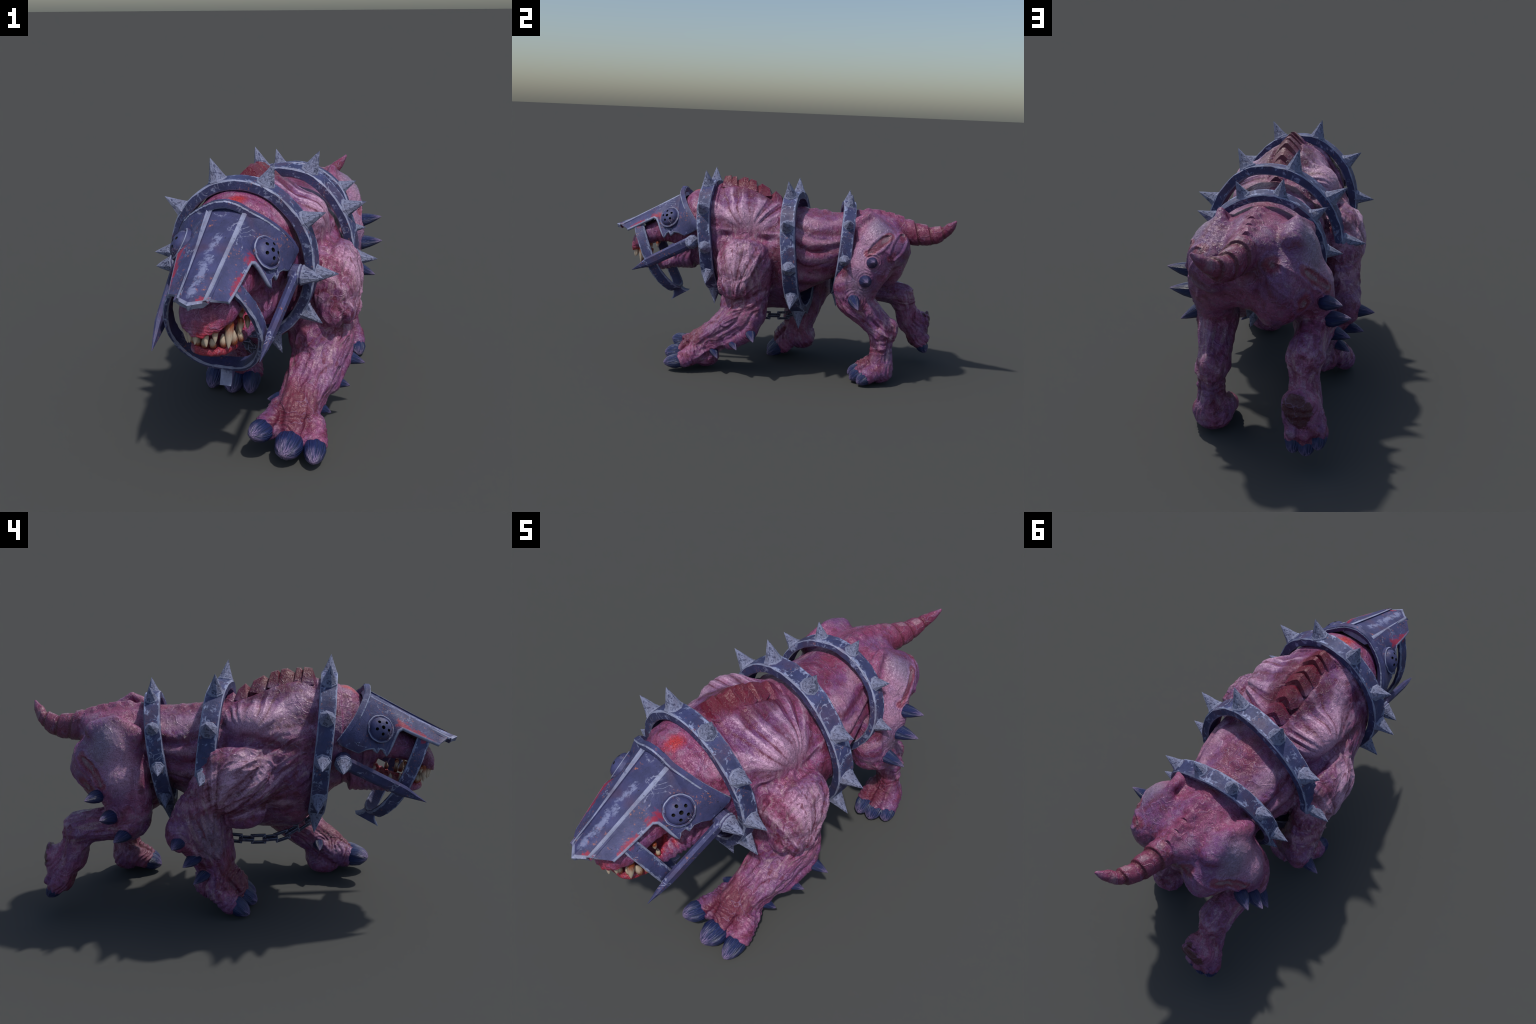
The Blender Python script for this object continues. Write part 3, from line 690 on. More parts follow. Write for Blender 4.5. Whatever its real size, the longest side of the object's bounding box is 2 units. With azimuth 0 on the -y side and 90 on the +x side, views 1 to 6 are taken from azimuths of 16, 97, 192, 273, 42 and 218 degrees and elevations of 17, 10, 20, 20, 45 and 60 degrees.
# furrows (depth > 0) and raised veins (height < 0): points, half width, depth
LINES = [
    ([(0.25, -0.37, 0.79), (0.29, -0.26, 0.80), (0.30, -0.147, 0.805), (0.28, -0.05, 0.79), (0.27, 0.04, 0.80)], 0.022, 0.022),
    ([(-0.22, -0.30, 0.80), (-0.25, -0.17, 0.825), (-0.25, -0.043, 0.85), (-0.24, 0.05, 0.83), (-0.23, 0.12, 0.82)], 0.022, 0.022),
    ([(0.31, -0.09, 0.74), (0.36, -0.12, 0.62), (0.36, -0.17, 0.56), (0.347, -0.205, 0.47)], 0.008, -0.006),
    ([(0.33, -0.31, 0.58), (0.345, -0.24, 0.50), (0.347, -0.21, 0.455), (0.35, -0.12, 0.46), (0.33, -0.04, 0.55)], 0.012, 0.012),
    ([(0.20, -0.24, 0.40), (0.24, -0.27, 0.36), (0.22, -0.34, 0.27), (0.21, -0.40, 0.24)], 0.007, -0.006),
    ([(0.30, -0.20, 0.33), (0.28, -0.28, 0.28), (0.24, -0.36, 0.25), (0.21, -0.41, 0.235)], 0.008, -0.007),
    ([(0.33, -0.12, 0.42), (0.345, -0.20, 0.32), (0.31, -0.30, 0.24), (0.28, -0.37, 0.20)], 0.010, 0.008),
    ([(0.36, -0.08, 0.42), (0.37, -0.14, 0.30), (0.33, -0.25, 0.20)], 0.010, 0.008),
    ([(-0.36, 0.02, 0.60), (-0.35, 0.08, 0.50), (-0.33, 0.06, 0.42)], 0.010, 0.012),
    ([(-0.36, 0.10, 0.72), (-0.37, 0.12, 0.60), (-0.36, 0.13, 0.45), (-0.33, 0.10, 0.33)], 0.012, 0.010),
    ([(-0.37, 0.19, 0.58), (-0.39, 0.19, 0.45), (-0.35, 0.17, 0.33), (-0.32, 0.15, 0.25)], 0.010, 0.009),
    ([(-0.36, 0.14, 0.56), (-0.38, 0.15, 0.42), (-0.33, 0.12, 0.30)], 0.008, -0.006),
    ([(0.205, 0.03, 0.93), (0.23, 0.12, 0.86), (0.24, 0.22, 0.80), (0.22, 0.32, 0.80)], 0.012, 0.009),
    ([(0.26, 0.10, 0.78), (0.25, 0.20, 0.73), (0.22, 0.32, 0.74)], 0.012, 0.009),
    ([(0.27, 0.08, 0.70), (0.25, 0.20, 0.64), (0.21, 0.32, 0.68)], 0.012, 0.009),
    ([(-0.15, 0.03, 0.93), (-0.18, 0.12, 0.87), (-0.19, 0.22, 0.82), (-0.18, 0.32, 0.82)], 0.012, 0.009),
    ([(-0.21, 0.10, 0.79), (-0.20, 0.20, 0.73), (-0.18, 0.32, 0.74)], 0.012, 0.009),
    ([(-0.22, 0.08, 0.70), (-0.20, 0.20, 0.64), (-0.17, 0.32, 0.68)], 0.012, 0.009),
    ([(0.29, 0.60, 0.78), (0.27, 0.66, 0.72), (0.27, 0.67, 0.62), (0.29, 0.60, 0.57)], 0.010, -0.008),
    ([(-0.28, 0.62, 0.76), (-0.27, 0.66, 0.70), (-0.28, 0.64, 0.62), (-0.30, 0.58, 0.56)], 0.010, -0.008),
    ([(0.285, 0.41, 0.80), (0.30, 0.42, 0.68), (0.29, 0.42, 0.58), (0.28, 0.44, 0.50)], 0.015, 0.010),
    ([(-0.27, 0.42, 0.78), (-0.29, 0.43, 0.68), (-0.30, 0.46, 0.58), (-0.30, 0.48, 0.50)], 0.015, 0.010),
    ([(0.27, 0.50, 0.44), (0.27, 0.56, 0.37), (0.27, 0.62, 0.31)], 0.012, 0.009),
    ([(0.145, -0.555, 0.12), (0.155, -0.51, 0.15), (0.165, -0.46, 0.18)], 0.011, 0.014),
    ([(0.265, -0.550, 0.10), (0.258, -0.50, 0.13), (0.248, -0.45, 0.165)], 0.011, 0.014),
    ([(-0.232, 0.005, 0.09), (-0.232, 0.04, 0.13), (-0.228, 0.08, 0.18)], 0.010, 0.013),
    ([(-0.138, 0.005, 0.10), (-0.146, 0.04, 0.14), (-0.155, 0.08, 0.18)], 0.010, 0.013),
    ([(0.218, 0.500, 0.07), (0.215, 0.53, 0.105), (0.214, 0.57, 0.14)], 0.010, 0.012),
    ([(0.272, 0.525, 0.065), (0.266, 0.55, 0.095), (0.256, 0.585, 0.13)], 0.010, 0.012),
    ([(0.26, 0.66, 0.27), (0.27, 0.655, 0.20), (0.28, 0.65, 0.12)], 0.010, 0.008),
]
SPURS = []      # (base, tip, radius) of the horn spurs: filled in the next section

def ripple(V, N, w, phase):
    return np.sin(phase) * w

def relief(V, N, lab):
    d = np.zeros(len(V))
    # muscle fans
    for c, s, cnt, reach, dirn, cut, dep in FANS:
        q = V - A(c)
        r = np.linalg.norm(q, axis=1)
        th = np.arctan2(q[:, 2], q[:, 1])
        ph = cnt * th + WARP * np.sin(cnt / 3 * th + 9 * r)
        aim = (q[:, 1] * dirn[0] + q[:, 2] * dirn[1]) / (np.hypot(q[:, 1], q[:, 2]) + 1e-3)
        w = sstep(reach, reach * 0.72, r) * sstep(0.03, 0.16, r) * sstep(cut, cut + 0.14, aim) * sstep(0.03, 0.12, V[:, 0] * s)
        d += w * dep * (np.sin(ph) + 0.14 * np.sin(3.3 * ph)) * sstep(0.0, 0.16, r)
    # folds along the flank
    w = sstep(0.04, 0.12, V[:, 1]) * sstep(0.46, 0.38, V[:, 1]) * (lab == TORSO) * sstep(0.05, 0.14, np.abs(V[:, 0] - 0.02))
    d += w * 0.006 * np.sin(62 * V[:, 2] + 16 * np.sin(3.5 * V[:, 1] + 0.6) + 3 * noise3(V, 7, 3))
    # sinews drawn out along the limbs and over the shoulder caps
    for k, (ax, a, b, wd) in enumerate(LIMB_AXES):
        ax, a, b = unit(ax), A(a), A(b)
        t = np.clip((V - a) @ (b - a) / ((b - a) @ (b - a)), 0, 1)
        w = sstep(wd, wd * 0.55, np.linalg.norm(V - a - t[:, None] * (b - a), axis=1))
        m = np.nonzero(w > 0)[0]
        q = V[m] - 0.82 * (V[m] @ ax)[:, None] * ax
        q = q + 0.010 * np.stack([noise3(V[m], 11, 40 + i) for i in range(3)], 1)
        g = 1 - 2 * np.abs(noise3(q, 26, 30 + k))
        h = 1 - 2 * np.abs(noise3(q, 60, 60 + k))
        d[m] += w[m] * (0.0078 * (g - 0.3) + 0.0024 * (h - 0.3))
    # wrinkle bands round wrists, ankles and toes
    feet = np.isin(lab, [PFL, PFR, PRL, PRR])
    ax = A([0, -0.86, -0.5])
    d += feet * 0.0020 * np.sin(V @ ax * 250 + 7 * noise3(V, 17, 5)) * sstep(0.02, 0.06, V[:, 2])
    ank = (lab == RL) * sstep(0.16, 0.20, V[:, 2]) * sstep(0.30, 0.25, V[:, 2])
    d += ank * 0.0015 * np.sin(V[:, 2] * 210 + 4 * noise3(V, 16, 6))
    # throat and cheeks: upright folds; snout: drawn-up lip
    th = np.isin(lab, [NECK, HEAD, JAW]) * sstep(0.80, 0.70, V[:, 2])
    d += th * 0.0030 * np.sin(V[:, 1] * 230 + 5 * noise3(V, 16, 8)) * sstep(-0.76, -0.66, V[:, 1])
    lip = (lab == HEAD) * sstep(-0.74, -0.80, V[:, 1])
    d += lip * 0.0022 * np.sin(V[:, 0] * 200 + 2.5 * noise3(V, 20, 9))
    lip2 = (lab == HEAD) * sstep(0.685, 0.655, V[:, 2])
    d += lip2 * 0.0010 * np.sin(V[:, 2] * 520 + 4 * noise3(V, 20, 10))
    # tail: overlapping rings
    tl = (lab == TAIL) * sstep(0.71, 0.75, V[:, 1]) * sstep(0.97, 0.93, V[:, 1])
    u = ((V[:, 1] + 0.25 * (V[:, 2] - 0.85)) * TAIL_PITCH) % 1.0
    d += tl * 0.009 * (sstep(-0.05, 0.6, u) * sstep(1.0, 0.90, u) - 0.45) * (0.45 + 0.55 * sstep(-0.2, 0.7, N[:, 2]))
    # puckered rings round the horn spurs
    for base, tip, rad in SPURS:
        q = np.linalg.norm(V - A(base), axis=1)
        d += 0.004 * sstep(rad * 2.2, rad * 1.0, q) + 0.0018 * np.cos((q - rad) * 400 + 2.5 * noise3(V, 24, 71)) * (0.55 + 0.6 * noise3(V, 19, 72)) * sstep(rad * 3.0, rad * 1.2, q)
    for a, b, w0 in SLITS:
        m, dist, at = poly_dist(V, [a, tuple((A(a) + A(b)) / 2), b])
        prof = w0 * np.sqrt(np.clip(4 * at * (1 - at), 0.02, 1))
        d[m] += -0.003 * sstep(prof * 1.1, prof * 0.7, dist) + 0.004 * np.exp(-((dist - prof * 1.3) / 0.008)**2)
    for pts, w0, dep in LINES:
        m, dist, at = poly_dist(V, pts)
        if len(m):
            d[m] -= dep * np.exp(-(dist / w0)**2) * sstep(0, 0.18, at) * sstep(1, 0.82, at)
    # general unevenness
    calm = np.where(np.isin(lab, [HEAD, JAW]), 0.4, 1.0)
    d += calm * (0.0030 * noise3(V, 13, 1) + 0.0012 * noise3(V, 42, 2))
    fine = noise3(V * A([1, 1, 0.6]), 95, 4)
    d += 0.0011 * fine
    return d
# ----------------------------------------------------------------------------- iron work and horn
SLITS += [((0.285, 0.52, 0.745), (0.265, 0.635, 0.850), 0.026), ((0.255, 0.635, 0.725), (0.200, 0.705, 0.850), 0.030),
          ((-0.285, 0.600, 0.660), (-0.200, 0.690, 0.765), 0.026), ((-0.205, 0.68, 0.610), (-0.085, 0.715, 0.800), 0.036)]

def frame(origin, zdir, scale=(1, 1, 1), twist=0.0, up=(0, 0, 1)):
    z = unit(zdir)
    x = np.cross(A(up, float), z)
    if np.linalg.norm(x) < 1e-3:
        x = np.cross(A([0, 1, 0]), z)
    x = unit(x)
    y = np.cross(z, x)
    c, s = math.cos(twist), math.sin(twist)
    x, y = c * x + s * y, -s * x + c * y
    M = Matrix.Identity(4)
    for i in range(3):
        M[i][0], M[i][1], M[i][2], M[i][3] = x[i] * scale[0], y[i] * scale[1], z[i] * scale[2], origin[i]
    return M

def lathe(name, prof, sides, mats, rows_mat=None, smooth=False, wobble=0.0, seed=1, bend=None):
    """Turned solid: prof = (radius, z) rows from base to tip; last row may have radius 0."""
    V, F, I = [], [], []
    rng = np.random.default_rng(seed)
    for r, z in prof:
        off = bend(z) if bend else (0, 0)
        for k in range(sides):
            a = math.tau * k / sides
            rr = r * (1 + wobble * rng.uniform(-1, 1))
            V.append((rr * math.cos(a) + off[0], rr * math.sin(a) + off[1], z))
    for i in range(len(prof) - 1):
        for k in range(sides):
            F.append((i * sides + k, i * sides + (k + 1) % sides, (i + 1) * sides + (k + 1) % sides, (i + 1) * sides + k))
            I.append(rows_mat[i] if rows_mat else 0)
    F.append(tuple(range(sides))[::-1]); I.append(0)
    m = (len(prof) - 1) * sides
    F.append(tuple(m + k for k in range(sides))); I.append(0)
    me = new_mesh(name, V, F, mats, smooth, I)
    return me

def spike_mesh(name, mats, seed):
    # faceted cone on a six-sided foot with a pale rim, unit length, unit base radius
    prof = [(1.06, -0.10), (1.06, 0.0), (1.00, 0.05), (0.94, 0.055), (0.90, 0.10), (0.72, 0.27), (0.47, 0.53), (0.20, 0.82), (0.012, 1.0)]
    return lathe(name, prof, 8, mats, [1, 1, 1, 0, 0, 0, 0, 0, 0], False, 0.03, seed)

def bar(name, C, W, T, half_w, half_t, mats, chamfer=0.006, closed=False, nick=0.0, seed=3, caps=True):
    """Rectangular bar swept along C; W = width directions, T = thickness directions; chamfered corners are the worn faces."""
    rng = np.random.default_rng(seed)
    C, W, T = A(C, float), A(W, float), A(T, float)
    n = len(C)
    hw = np.broadcast_to(A(half_w, float), (n,)); ht = np.broadcast_to(A(half_t, float), (n,))
    V, F, I = [], [], []
    for i in range(n):
        ch = [min(chamfer * (1 + nick * rng.uniform(-0.6, 1.2)), 0.9 * ht[i], 0.5 * hw[i]) for _ in range(4)]
        w_, t_ = hw[i], ht[i]
        sec = [(w_, t_ - ch[0]), (w_ - ch[0], t_), (0.72 * w_, t_), (0.40 * w_, t_), (-0.40 * w_, t_), (-0.72 * w_, t_), (-w_ + ch[1], t_), (-w_, t_ - ch[1]),
               (-w_, -t_ + ch[2]), (-w_ + ch[2], -t_), (w_ - ch[3], -t_), (w_, -t_ + ch[3])]
        V += [C[i] + W[i] * a + T[i] * b for a, b in sec]
    k12 = [1, 2, 3, 0, 3, 2, 1, 3, 1, 0, 1, 3]
    top = len(mats) - 1
    m = n if closed else n - 1
    for i in range(m):
        j = (i + 1) % n
        for k in range(12):
            F.append((i * 12 + k, i * 12 + (k + 1) % 12, j * 12 + (k + 1) % 12, j * 12 + k))
            I.append(min(k12[k], top) if k12[k] < 2 or top > 1 else 0)
    if not closed and caps:
        F += [tuple(range(12))[::-1], tuple((n - 1) * 12 + k for k in range(12))]
        I += [1, 1]
    me = new_mesh(name, V, F, mats, False, I)
    import bmesh
    bm = bmesh.new(); bm.from_mesh(me); bmesh.ops.recalc_face_normals(bm, faces=bm.faces); bm.to_mesh(me); bm.free()
    return me

def hoop(root, name, tips, spike_len, spike_r, half_w, ht, mats, spikes, seed):
    """Closed iron hoop below a ring of spike tips."""
    tips = A(tips, float)
    c = (tips.max(0) + tips.min(0)) / 2
    c[1] = tips[:, 1].mean()
    axis = np.linalg.svd(tips - tips.mean(0))[2][2]
    axis = axis * np.sign(axis[1])
    n = len(tips)
    tang = np.roll(tips, -1, 0) - np.roll(tips, 1, 0)
    outw = np.cross(tang, axis); outw /= np.linalg.norm(outw, axis=1, keepdims=True)
    outw *= np.sign(((tips - c) * outw).sum(1))[:, None]
    rad = (tips - c) / np.linalg.norm(tips - c, axis=1, keepdims=True)
    outw = outw * 0.5 + rad * 0.5
    outw /= np.linalg.norm(outw, axis=1, keepdims=True)
    base = tips - outw * spike_len
    C = spline(base - outw * ht, 72, True)
    for _ in range(6):
        C = (np.roll(C, 1, 0) + 2 * C + np.roll(C, -1, 0)) / 4
    tg = np.roll(C, -1, 0) - np.roll(C, 1, 0)
    T = np.cross(tg, axis); T /= np.linalg.norm(T, axis=1, keepdims=True)
    T *= np.sign(((C - C.mean(0)) * T).sum(1))[:, None]
    W = np.cross(T, tg); W /= np.linalg.norm(W, axis=1, keepdims=True)
    ring = add(name, bar(name, C, W, T, half_w, ht, mats, 0.0042, True, 0.6, seed), root)
    for i in range(n):
        j = ((C - base[i])**2).sum(1).argmin()
        o = C[j] + T[j] * ht
        ln = np.linalg.norm(tips[i] - o)
        add("spike", spikes[i % len(spikes)], ring, frame(o, tips[i] - o, (spike_r, spike_r, ln), RNG.uniform(0, 0.3)))
    return ring

COLLAR = [(-0.133, -0.415, 1.148), (0.118, -0.429, 1.143), (0.310, -0.427, 0.969), (0.359, -0.398, 0.729), (0.296, -0.382, 0.519),
          (0.131, -0.356, 0.368), (-0.175, -0.340, 0.375), (-0.336, -0.352, 0.538), (-0.390, -0.368, 0.752), (-0.327, -0.395, 0.987)]
GIRTH = [(-0.101, 0.092, 1.110), (0.188, 0.054, 1.110), (0.389, 0.056, 0.905), (0.442, 0.083, 0.651), (0.364, 0.107, 0.422),
         (0.160, 0.145, 0.262), (-0.110, 0.175, 0.285), (-0.325, 0.170, 0.455), (-0.395, 0.150, 0.694), (-0.316, 0.119, 0.944)]
LOIN = [(-0.083, 0.391, 1.054), (0.116, 0.412, 1.048), (0.292, 0.410, 0.919), (0.346, 0.397, 0.703), (0.280, 0.375, 0.525),
        (0.120, 0.350, 0.400), (-0.080, 0.335, 0.405), (-0.247, 0.327, 0.534), (-0.316, 0.340, 0.712), (-0.259, 0.369, 0.927)]

# ---- muzzle plate ----------------------------------------------------------------------
MID = -0.018
LOWER = A([(0.080, -0.898, 0.765), (0.090, -0.850, 0.789), (0.100, -0.790, 0.820), (0.109, -0.730, 0.852), (0.118, -0.712, 0.846), (0.130, -0.697, 0.822),
           (0.143, -0.682, 0.790), (0.158, -0.658, 0.746), (0.154, -0.646, 0.772), (0.160, -0.630, 0.782), (0.163, -0.622, 0.780), (0.167, -0.613, 0.763),
           (0.172, -0.597, 0.786), (0.180, -0.565, 0.786), (0.189, -0.531, 0.774), (0.197, -0.490, 0.796), (0.206, -0.446, 0.822)])
RIM = spline([(MID, -0.583, 1.025), (0.025, -0.581, 1.014), (0.061, -0.577, 0.994), (0.115, -0.555, 0.960), (0.160, -0.525, 0.918), (0.192, -0.484, 0.868), (0.206, -0.446, 0.822)], 60)

def side_plate_point(y, t):
    """Point on the left cheek plate: y along the head, t from lower edge (0) to ridge or rim (1)."""
    lo = A([np.interp(y, LOWER[:, 1], LOWER[:, 0]), np.interp(y, LOWER[:, 1], LOWER[:, 2])])
    if y < LOWER[0, 1]:
        f = (y + 0.953) / (LOWER[0, 1] + 0.953)
        lo = A([0.031 + f * (LOWER[0, 0] - 0.031), 0.785 + f * (LOWER[0, 2] - 0.785)])
    if y < -0.579:
        f = (y + 0.953) / (0.953 - 0.579)
        hi = A([0.022 + f * 0.026, 0.780 + f * 0.207])
    else:
        hi = A([np.interp(y, RIM[:, 1], RIM[:, 0]), np.interp(y, RIM[:, 1], RIM[:, 2])])
    h = hi[1] - lo[1]
    p = lo + (hi - lo) * t
    return A([p[0] + 0.075 * h * 4 * t * (1 - t) * sstep(-0.93, -0.68, y) * 0.95, y, p[1]])

def mirror_head(P):
    P = A(P, float).copy()
    P[..., 0] = 2 * MID - P[..., 0]
    P[..., 2] += 0.008 * np.clip((MID - P[..., 0]) / 0.09, 0, 1)
    return P

def grid_solid(name, G, mats, thick, mat_rule=None, flip=False):
    """Plate with thickness from a grid of outer points G[u][v]."""
    G = A(G, float)
    nu, nv = G.shape[:2]
    du, dv = np.gradient(G, axis=0), np.gradient(G, axis=1)
    N = np.cross(du, dv); N /= (np.linalg.norm(N, axis=2, keepdims=True) + 1e-9)
    if flip:
        N = -N
    th = np.broadcast_to(A(thick, float), (nu, nv))[..., None]
    V = np.vstack([G.reshape(-1, 3), (G - N * th).reshape(-1, 3)])
    m = nu * nv
    F, I = [], []
    q = lambda i, j: i * nv + j
    for i in range(nu - 1):
        for j in range(nv - 1):
            f = (q(i, j), q(i + 1, j), q(i + 1, j + 1), q(i, j + 1))
            k = mat_rule(i, j, nu, nv) if mat_rule else 0
            F.append(f if not flip else f[::-1]); I.append(k)
            b = tuple(m + a for a in f[::-1])
            F.append(b if not flip else b[::-1]); I.append(0)
    ring = [q(i, 0) for i in range(nu)] + [q(nu - 1, j) for j in range(1, nv)] + [q(i, nv - 1) for i in range(nu - 2, -1, -1)] + [q(0, j) for j in range(nv - 2, 0, -1)]
    for a, b in zip(ring, ring[1:] + ring[:1]):
        f = (b, a, m + a, m + b)
        F.append(f if not flip else f[::-1]); I.append(1)
    me = new_mesh(name, V, F, mats, False, I)
    me.polygons.foreach_set("use_smooth", np.full(len(me.polygons), True))
    me.set_sharp_from_angle(angle=math.radians(28))
    return me

def tube(name, C, r, mats, sides=8, flat=1.0, up=(0, 0, 1)):
    C = A(C, float)
    tg = np.gradient(C, axis=0); tg /= np.linalg.norm(tg, axis=1, keepdims=True)
    V, F = [], []
    r = np.broadcast_to(A(r, float), (len(C),))
    for p, t, rr in zip(C, tg, r):
        x = unit(np.cross(t, up)); y = np.cross(x, t)
        for k in range(sides):
            a = math.tau * k / sides
            V.append(p + rr * (math.cos(a) * x + math.sin(a) * y * flat))
    for i in range(len(C) - 1):
        for k in range(sides):
            F.append((i * sides + k, i * sides + (k + 1) % sides, (i + 1) * sides + (k + 1) % sides, (i + 1) * sides + k))
    F += [tuple(range(sides))[::-1], tuple((len(C) - 1) * sides + k for k in range(sides))]
    return new_mesh(name, V, F, mats, True)

def muzzle(root, mats, dark):
    iron, worn = mats[:2]
    # cheek plates
    ys = np.unique(np.concatenate([LOWER[:, 1], np.linspace(-0.948, -0.446, 46)]))
    ys = ys[np.concatenate([[True], np.diff(ys) > 0.0025])]
    def ts(y):
        h = max(side_plate_point(y, 1)[2] - side_plate_point(y, 0)[2], 0.004)
        e = min(0.014 / h, 0.3)
        return np.concatenate([[0, e], np.linspace(e, 1 - e * 0.5, 10)[1:], [1]])
    G = A([[side_plate_point(y, t) for t in ts(y)] for y in ys])
    rule = lambda i, j, nu, nv: 1 if (j == 0 or i < 3) else 0
    plate = add("muzzle_mask", None, root)
    left = add("cheek_plate", grid_solid("cheek_plate", G, mats, 0.010, rule, flip=True), plate)
    right = add("cheek_plate", grid_solid("cheek_plate", mirror_head(G), mats, 0.010, rule), plate)
    # raised lower border of the cheek plates
    for sgn in (1, -1):
        L = LOWER if sgn > 0 else mirror_head(LOWER)
        C = []
        for a, b in zip(L[:-1], L[1:]):
            k = max(1, int(np.linalg.norm(b - a) / 0.012))
            C += [a + (b - a) * q / k for q in range(k)]
        C = A(C + [L[-1]])
        add("edge_bead", tube("edge_bead", C + A([0.001 * sgn, 0, 0.002]), 0.0085, [worn], 6), left if sgn > 0 else right)
    # nose panel between the ridges
    S = np.linspace(0, 1, 34)
    xs = A([-1, -0.93, -0.82, -0.78, -0.76, -0.38, 0, 0.38, 0.76, 0.78, 0.82, 0.93, 1.0])
    rows = []
    for s in S:
        half = 0.0735 * (1 - s) + 0.053 * s
        for_mid = A([-0.0125 * (1 - s) - 0.022 * s, -0.572 - 0.381 * s, 0.997 - 0.210 * s])
        row = []
        for x in xs:
            tip = 0.045 * s**3 * (1 - abs(x))            # pointed front
            crown = 0.006 * (1 - x * x) * (1 - s)
            lift = -0.004 if abs(x) < 0.78 else (0.004 if abs(x) < 0.95 else -0.001)
            row.append(for_mid + A([x * half, -tip, crown + lift]))
        rows.append(row)
    rule2 = lambda i, j, nu, nv: 1 if j in (0, 1, 2, nv - 2, nv - 3, nv - 4) or i == nu - 2 else 0
    add("nose_panel", grid_solid("nose_panel", rows, mats, 0.022, rule2, flip=False), plate)
    # rim across the brow
    R = np.vstack([mirror_head(RIM)[::-1], RIM[1:]])
    tg = np.gradient(R, axis=0)
    outd = R - A([MID, -0.56, 0.80]); outd[:, 1] *= 0.3
    W = np.cross(tg, outd); W /= np.linalg.norm(W, axis=1, keepdims=True)
    T = np.cross(W, tg); T /= np.linalg.norm(T, axis=1, keepdims=True)
    T *= np.sign((T * outd).sum(1))[:, None]
    add("brow_rim", bar("brow_rim", R - T * 0.006, W, T, 0.014, 0.015, [mats[0], worn], 0.006, False, 0.3, 5), plate)
    # eye guards
    for sgn, host in ((1, left), (-1, right)):
        p = side_plate_point(-0.632, 0.50)
        a, b = side_plate_point(-0.66, 0.5), side_plate_point(-0.60, 0.5)
        u, v = side_plate_point(-0.632, 0.40), side_plate_point(-0.632, 0.62)
        nrm = unit(np.cross(b - a, v - u)); nrm = nrm * np.sign(nrm[0])
        nrm = unit(nrm + A([0.15, 0, 0.05]))
        p = A([0.140, -0.629, 0.862])
        if sgn < 0:
            p = mirror_head(p); nrm = nrm * A([-1, 1, 1])
        M = frame(p, nrm, (1, 1, 1), 0.3)
        guard = add("eye_guard", eye_guard(mats), host, M)
        add("eye_socket", lathe("eye_socket", [(0.040, -0.004), (0.040, 0.008)], 16, [dark], None, False), guard, M.inverted() @ M)
    return plate

def eye_guard(mats):
    if "eye_guard" in bpy.data.meshes:
        return bpy.data.meshes["eye_guard"]
    prof = [(0.063, -0.016), (0.063, 0.006), (0.0595, 0.009), (0.054, 0.009), (0.053, 0.006), (0.052, 0.008), (0.048, 0.018), (0.039, 0.026), (0.024, 0.032), (0.010, 0.0345), (0.0005, 0.035)]
    V, F, I = [], [], []
    n = 30
    for i, (r, z) in enumerate(prof):
        for k in range(n):
            a = math.tau * k / n
            rr = r
            if i < 4:                       # ten-sided flange
                q = (a + math.pi / 10) % (math.tau / 10) - math.pi / 10
                rr = r * math.cos(math.pi / 10) / math.cos(q) * 1.03
            V.append((rr * math.cos(a), rr * math.sin(a), z))
    for i in range(len(prof) - 1):
        for k in range(n):
            F.append((i * n + k, i * n + (k + 1) % n, (i + 1) * n + (k + 1) % n, (i + 1) * n + k)); I.append(1 if i == 1 else 0)
    F.append(tuple(range(n))[::-1]); I.append(0)
    F.append(tuple((len(prof) - 1) * n + k for k in range(n))); I.append(0)
    me = new_mesh("eye_guard", V, F, mats, True, I)
    me.set_sharp_from_angle(angle=math.radians(35))
    # six drilled holes
    cv, cf = [], []
    for k, (rad, at) in enumerate([(0.0085, None)] + [(0.0068, 0.4 + math.tau * q / 5) for q in range(5)]):
        cx, cy = (0, 0) if at is None else (0.029 * math.cos(at), 0.029 * math.sin(at))
        b = len(cv)
        for z in (0.009, 0.06):
            for q in range(14):
                cv.append((cx + rad * math.cos(math.tau * q / 14), cy + rad * math.sin(math.tau * q / 14), z))
        cf += [(b + q, b + (q + 1) % 14, b + 14 + (q + 1) % 14, b + 14 + q) for q in range(14)]
        cf += [tuple(b + q for q in range(14))[::-1], tuple(b + 14 + q for q in range(14))]
    cut = new_mesh("drill", cv, cf, [mats[2]], False)
    oa, ob = add("guard_blank", me), add("drill", cut)
    md = oa.modifiers.new("drill", "BOOLEAN"); md.object, md.operation, md.solver = ob, "DIFFERENCE", "EXACT"
    md.material_mode = "TRANSFER"
    dg = bpy.context.evaluated_depsgraph_get()
    res = bpy.data.meshes.new_from_object(oa.evaluated_get(dg))
    bpy.data.objects.remove(oa); bpy.data.objects.remove(ob)
    bpy.data.meshes.remove(me); bpy.data.meshes.remove(cut)
    res.name = "eye_guard"
    return res

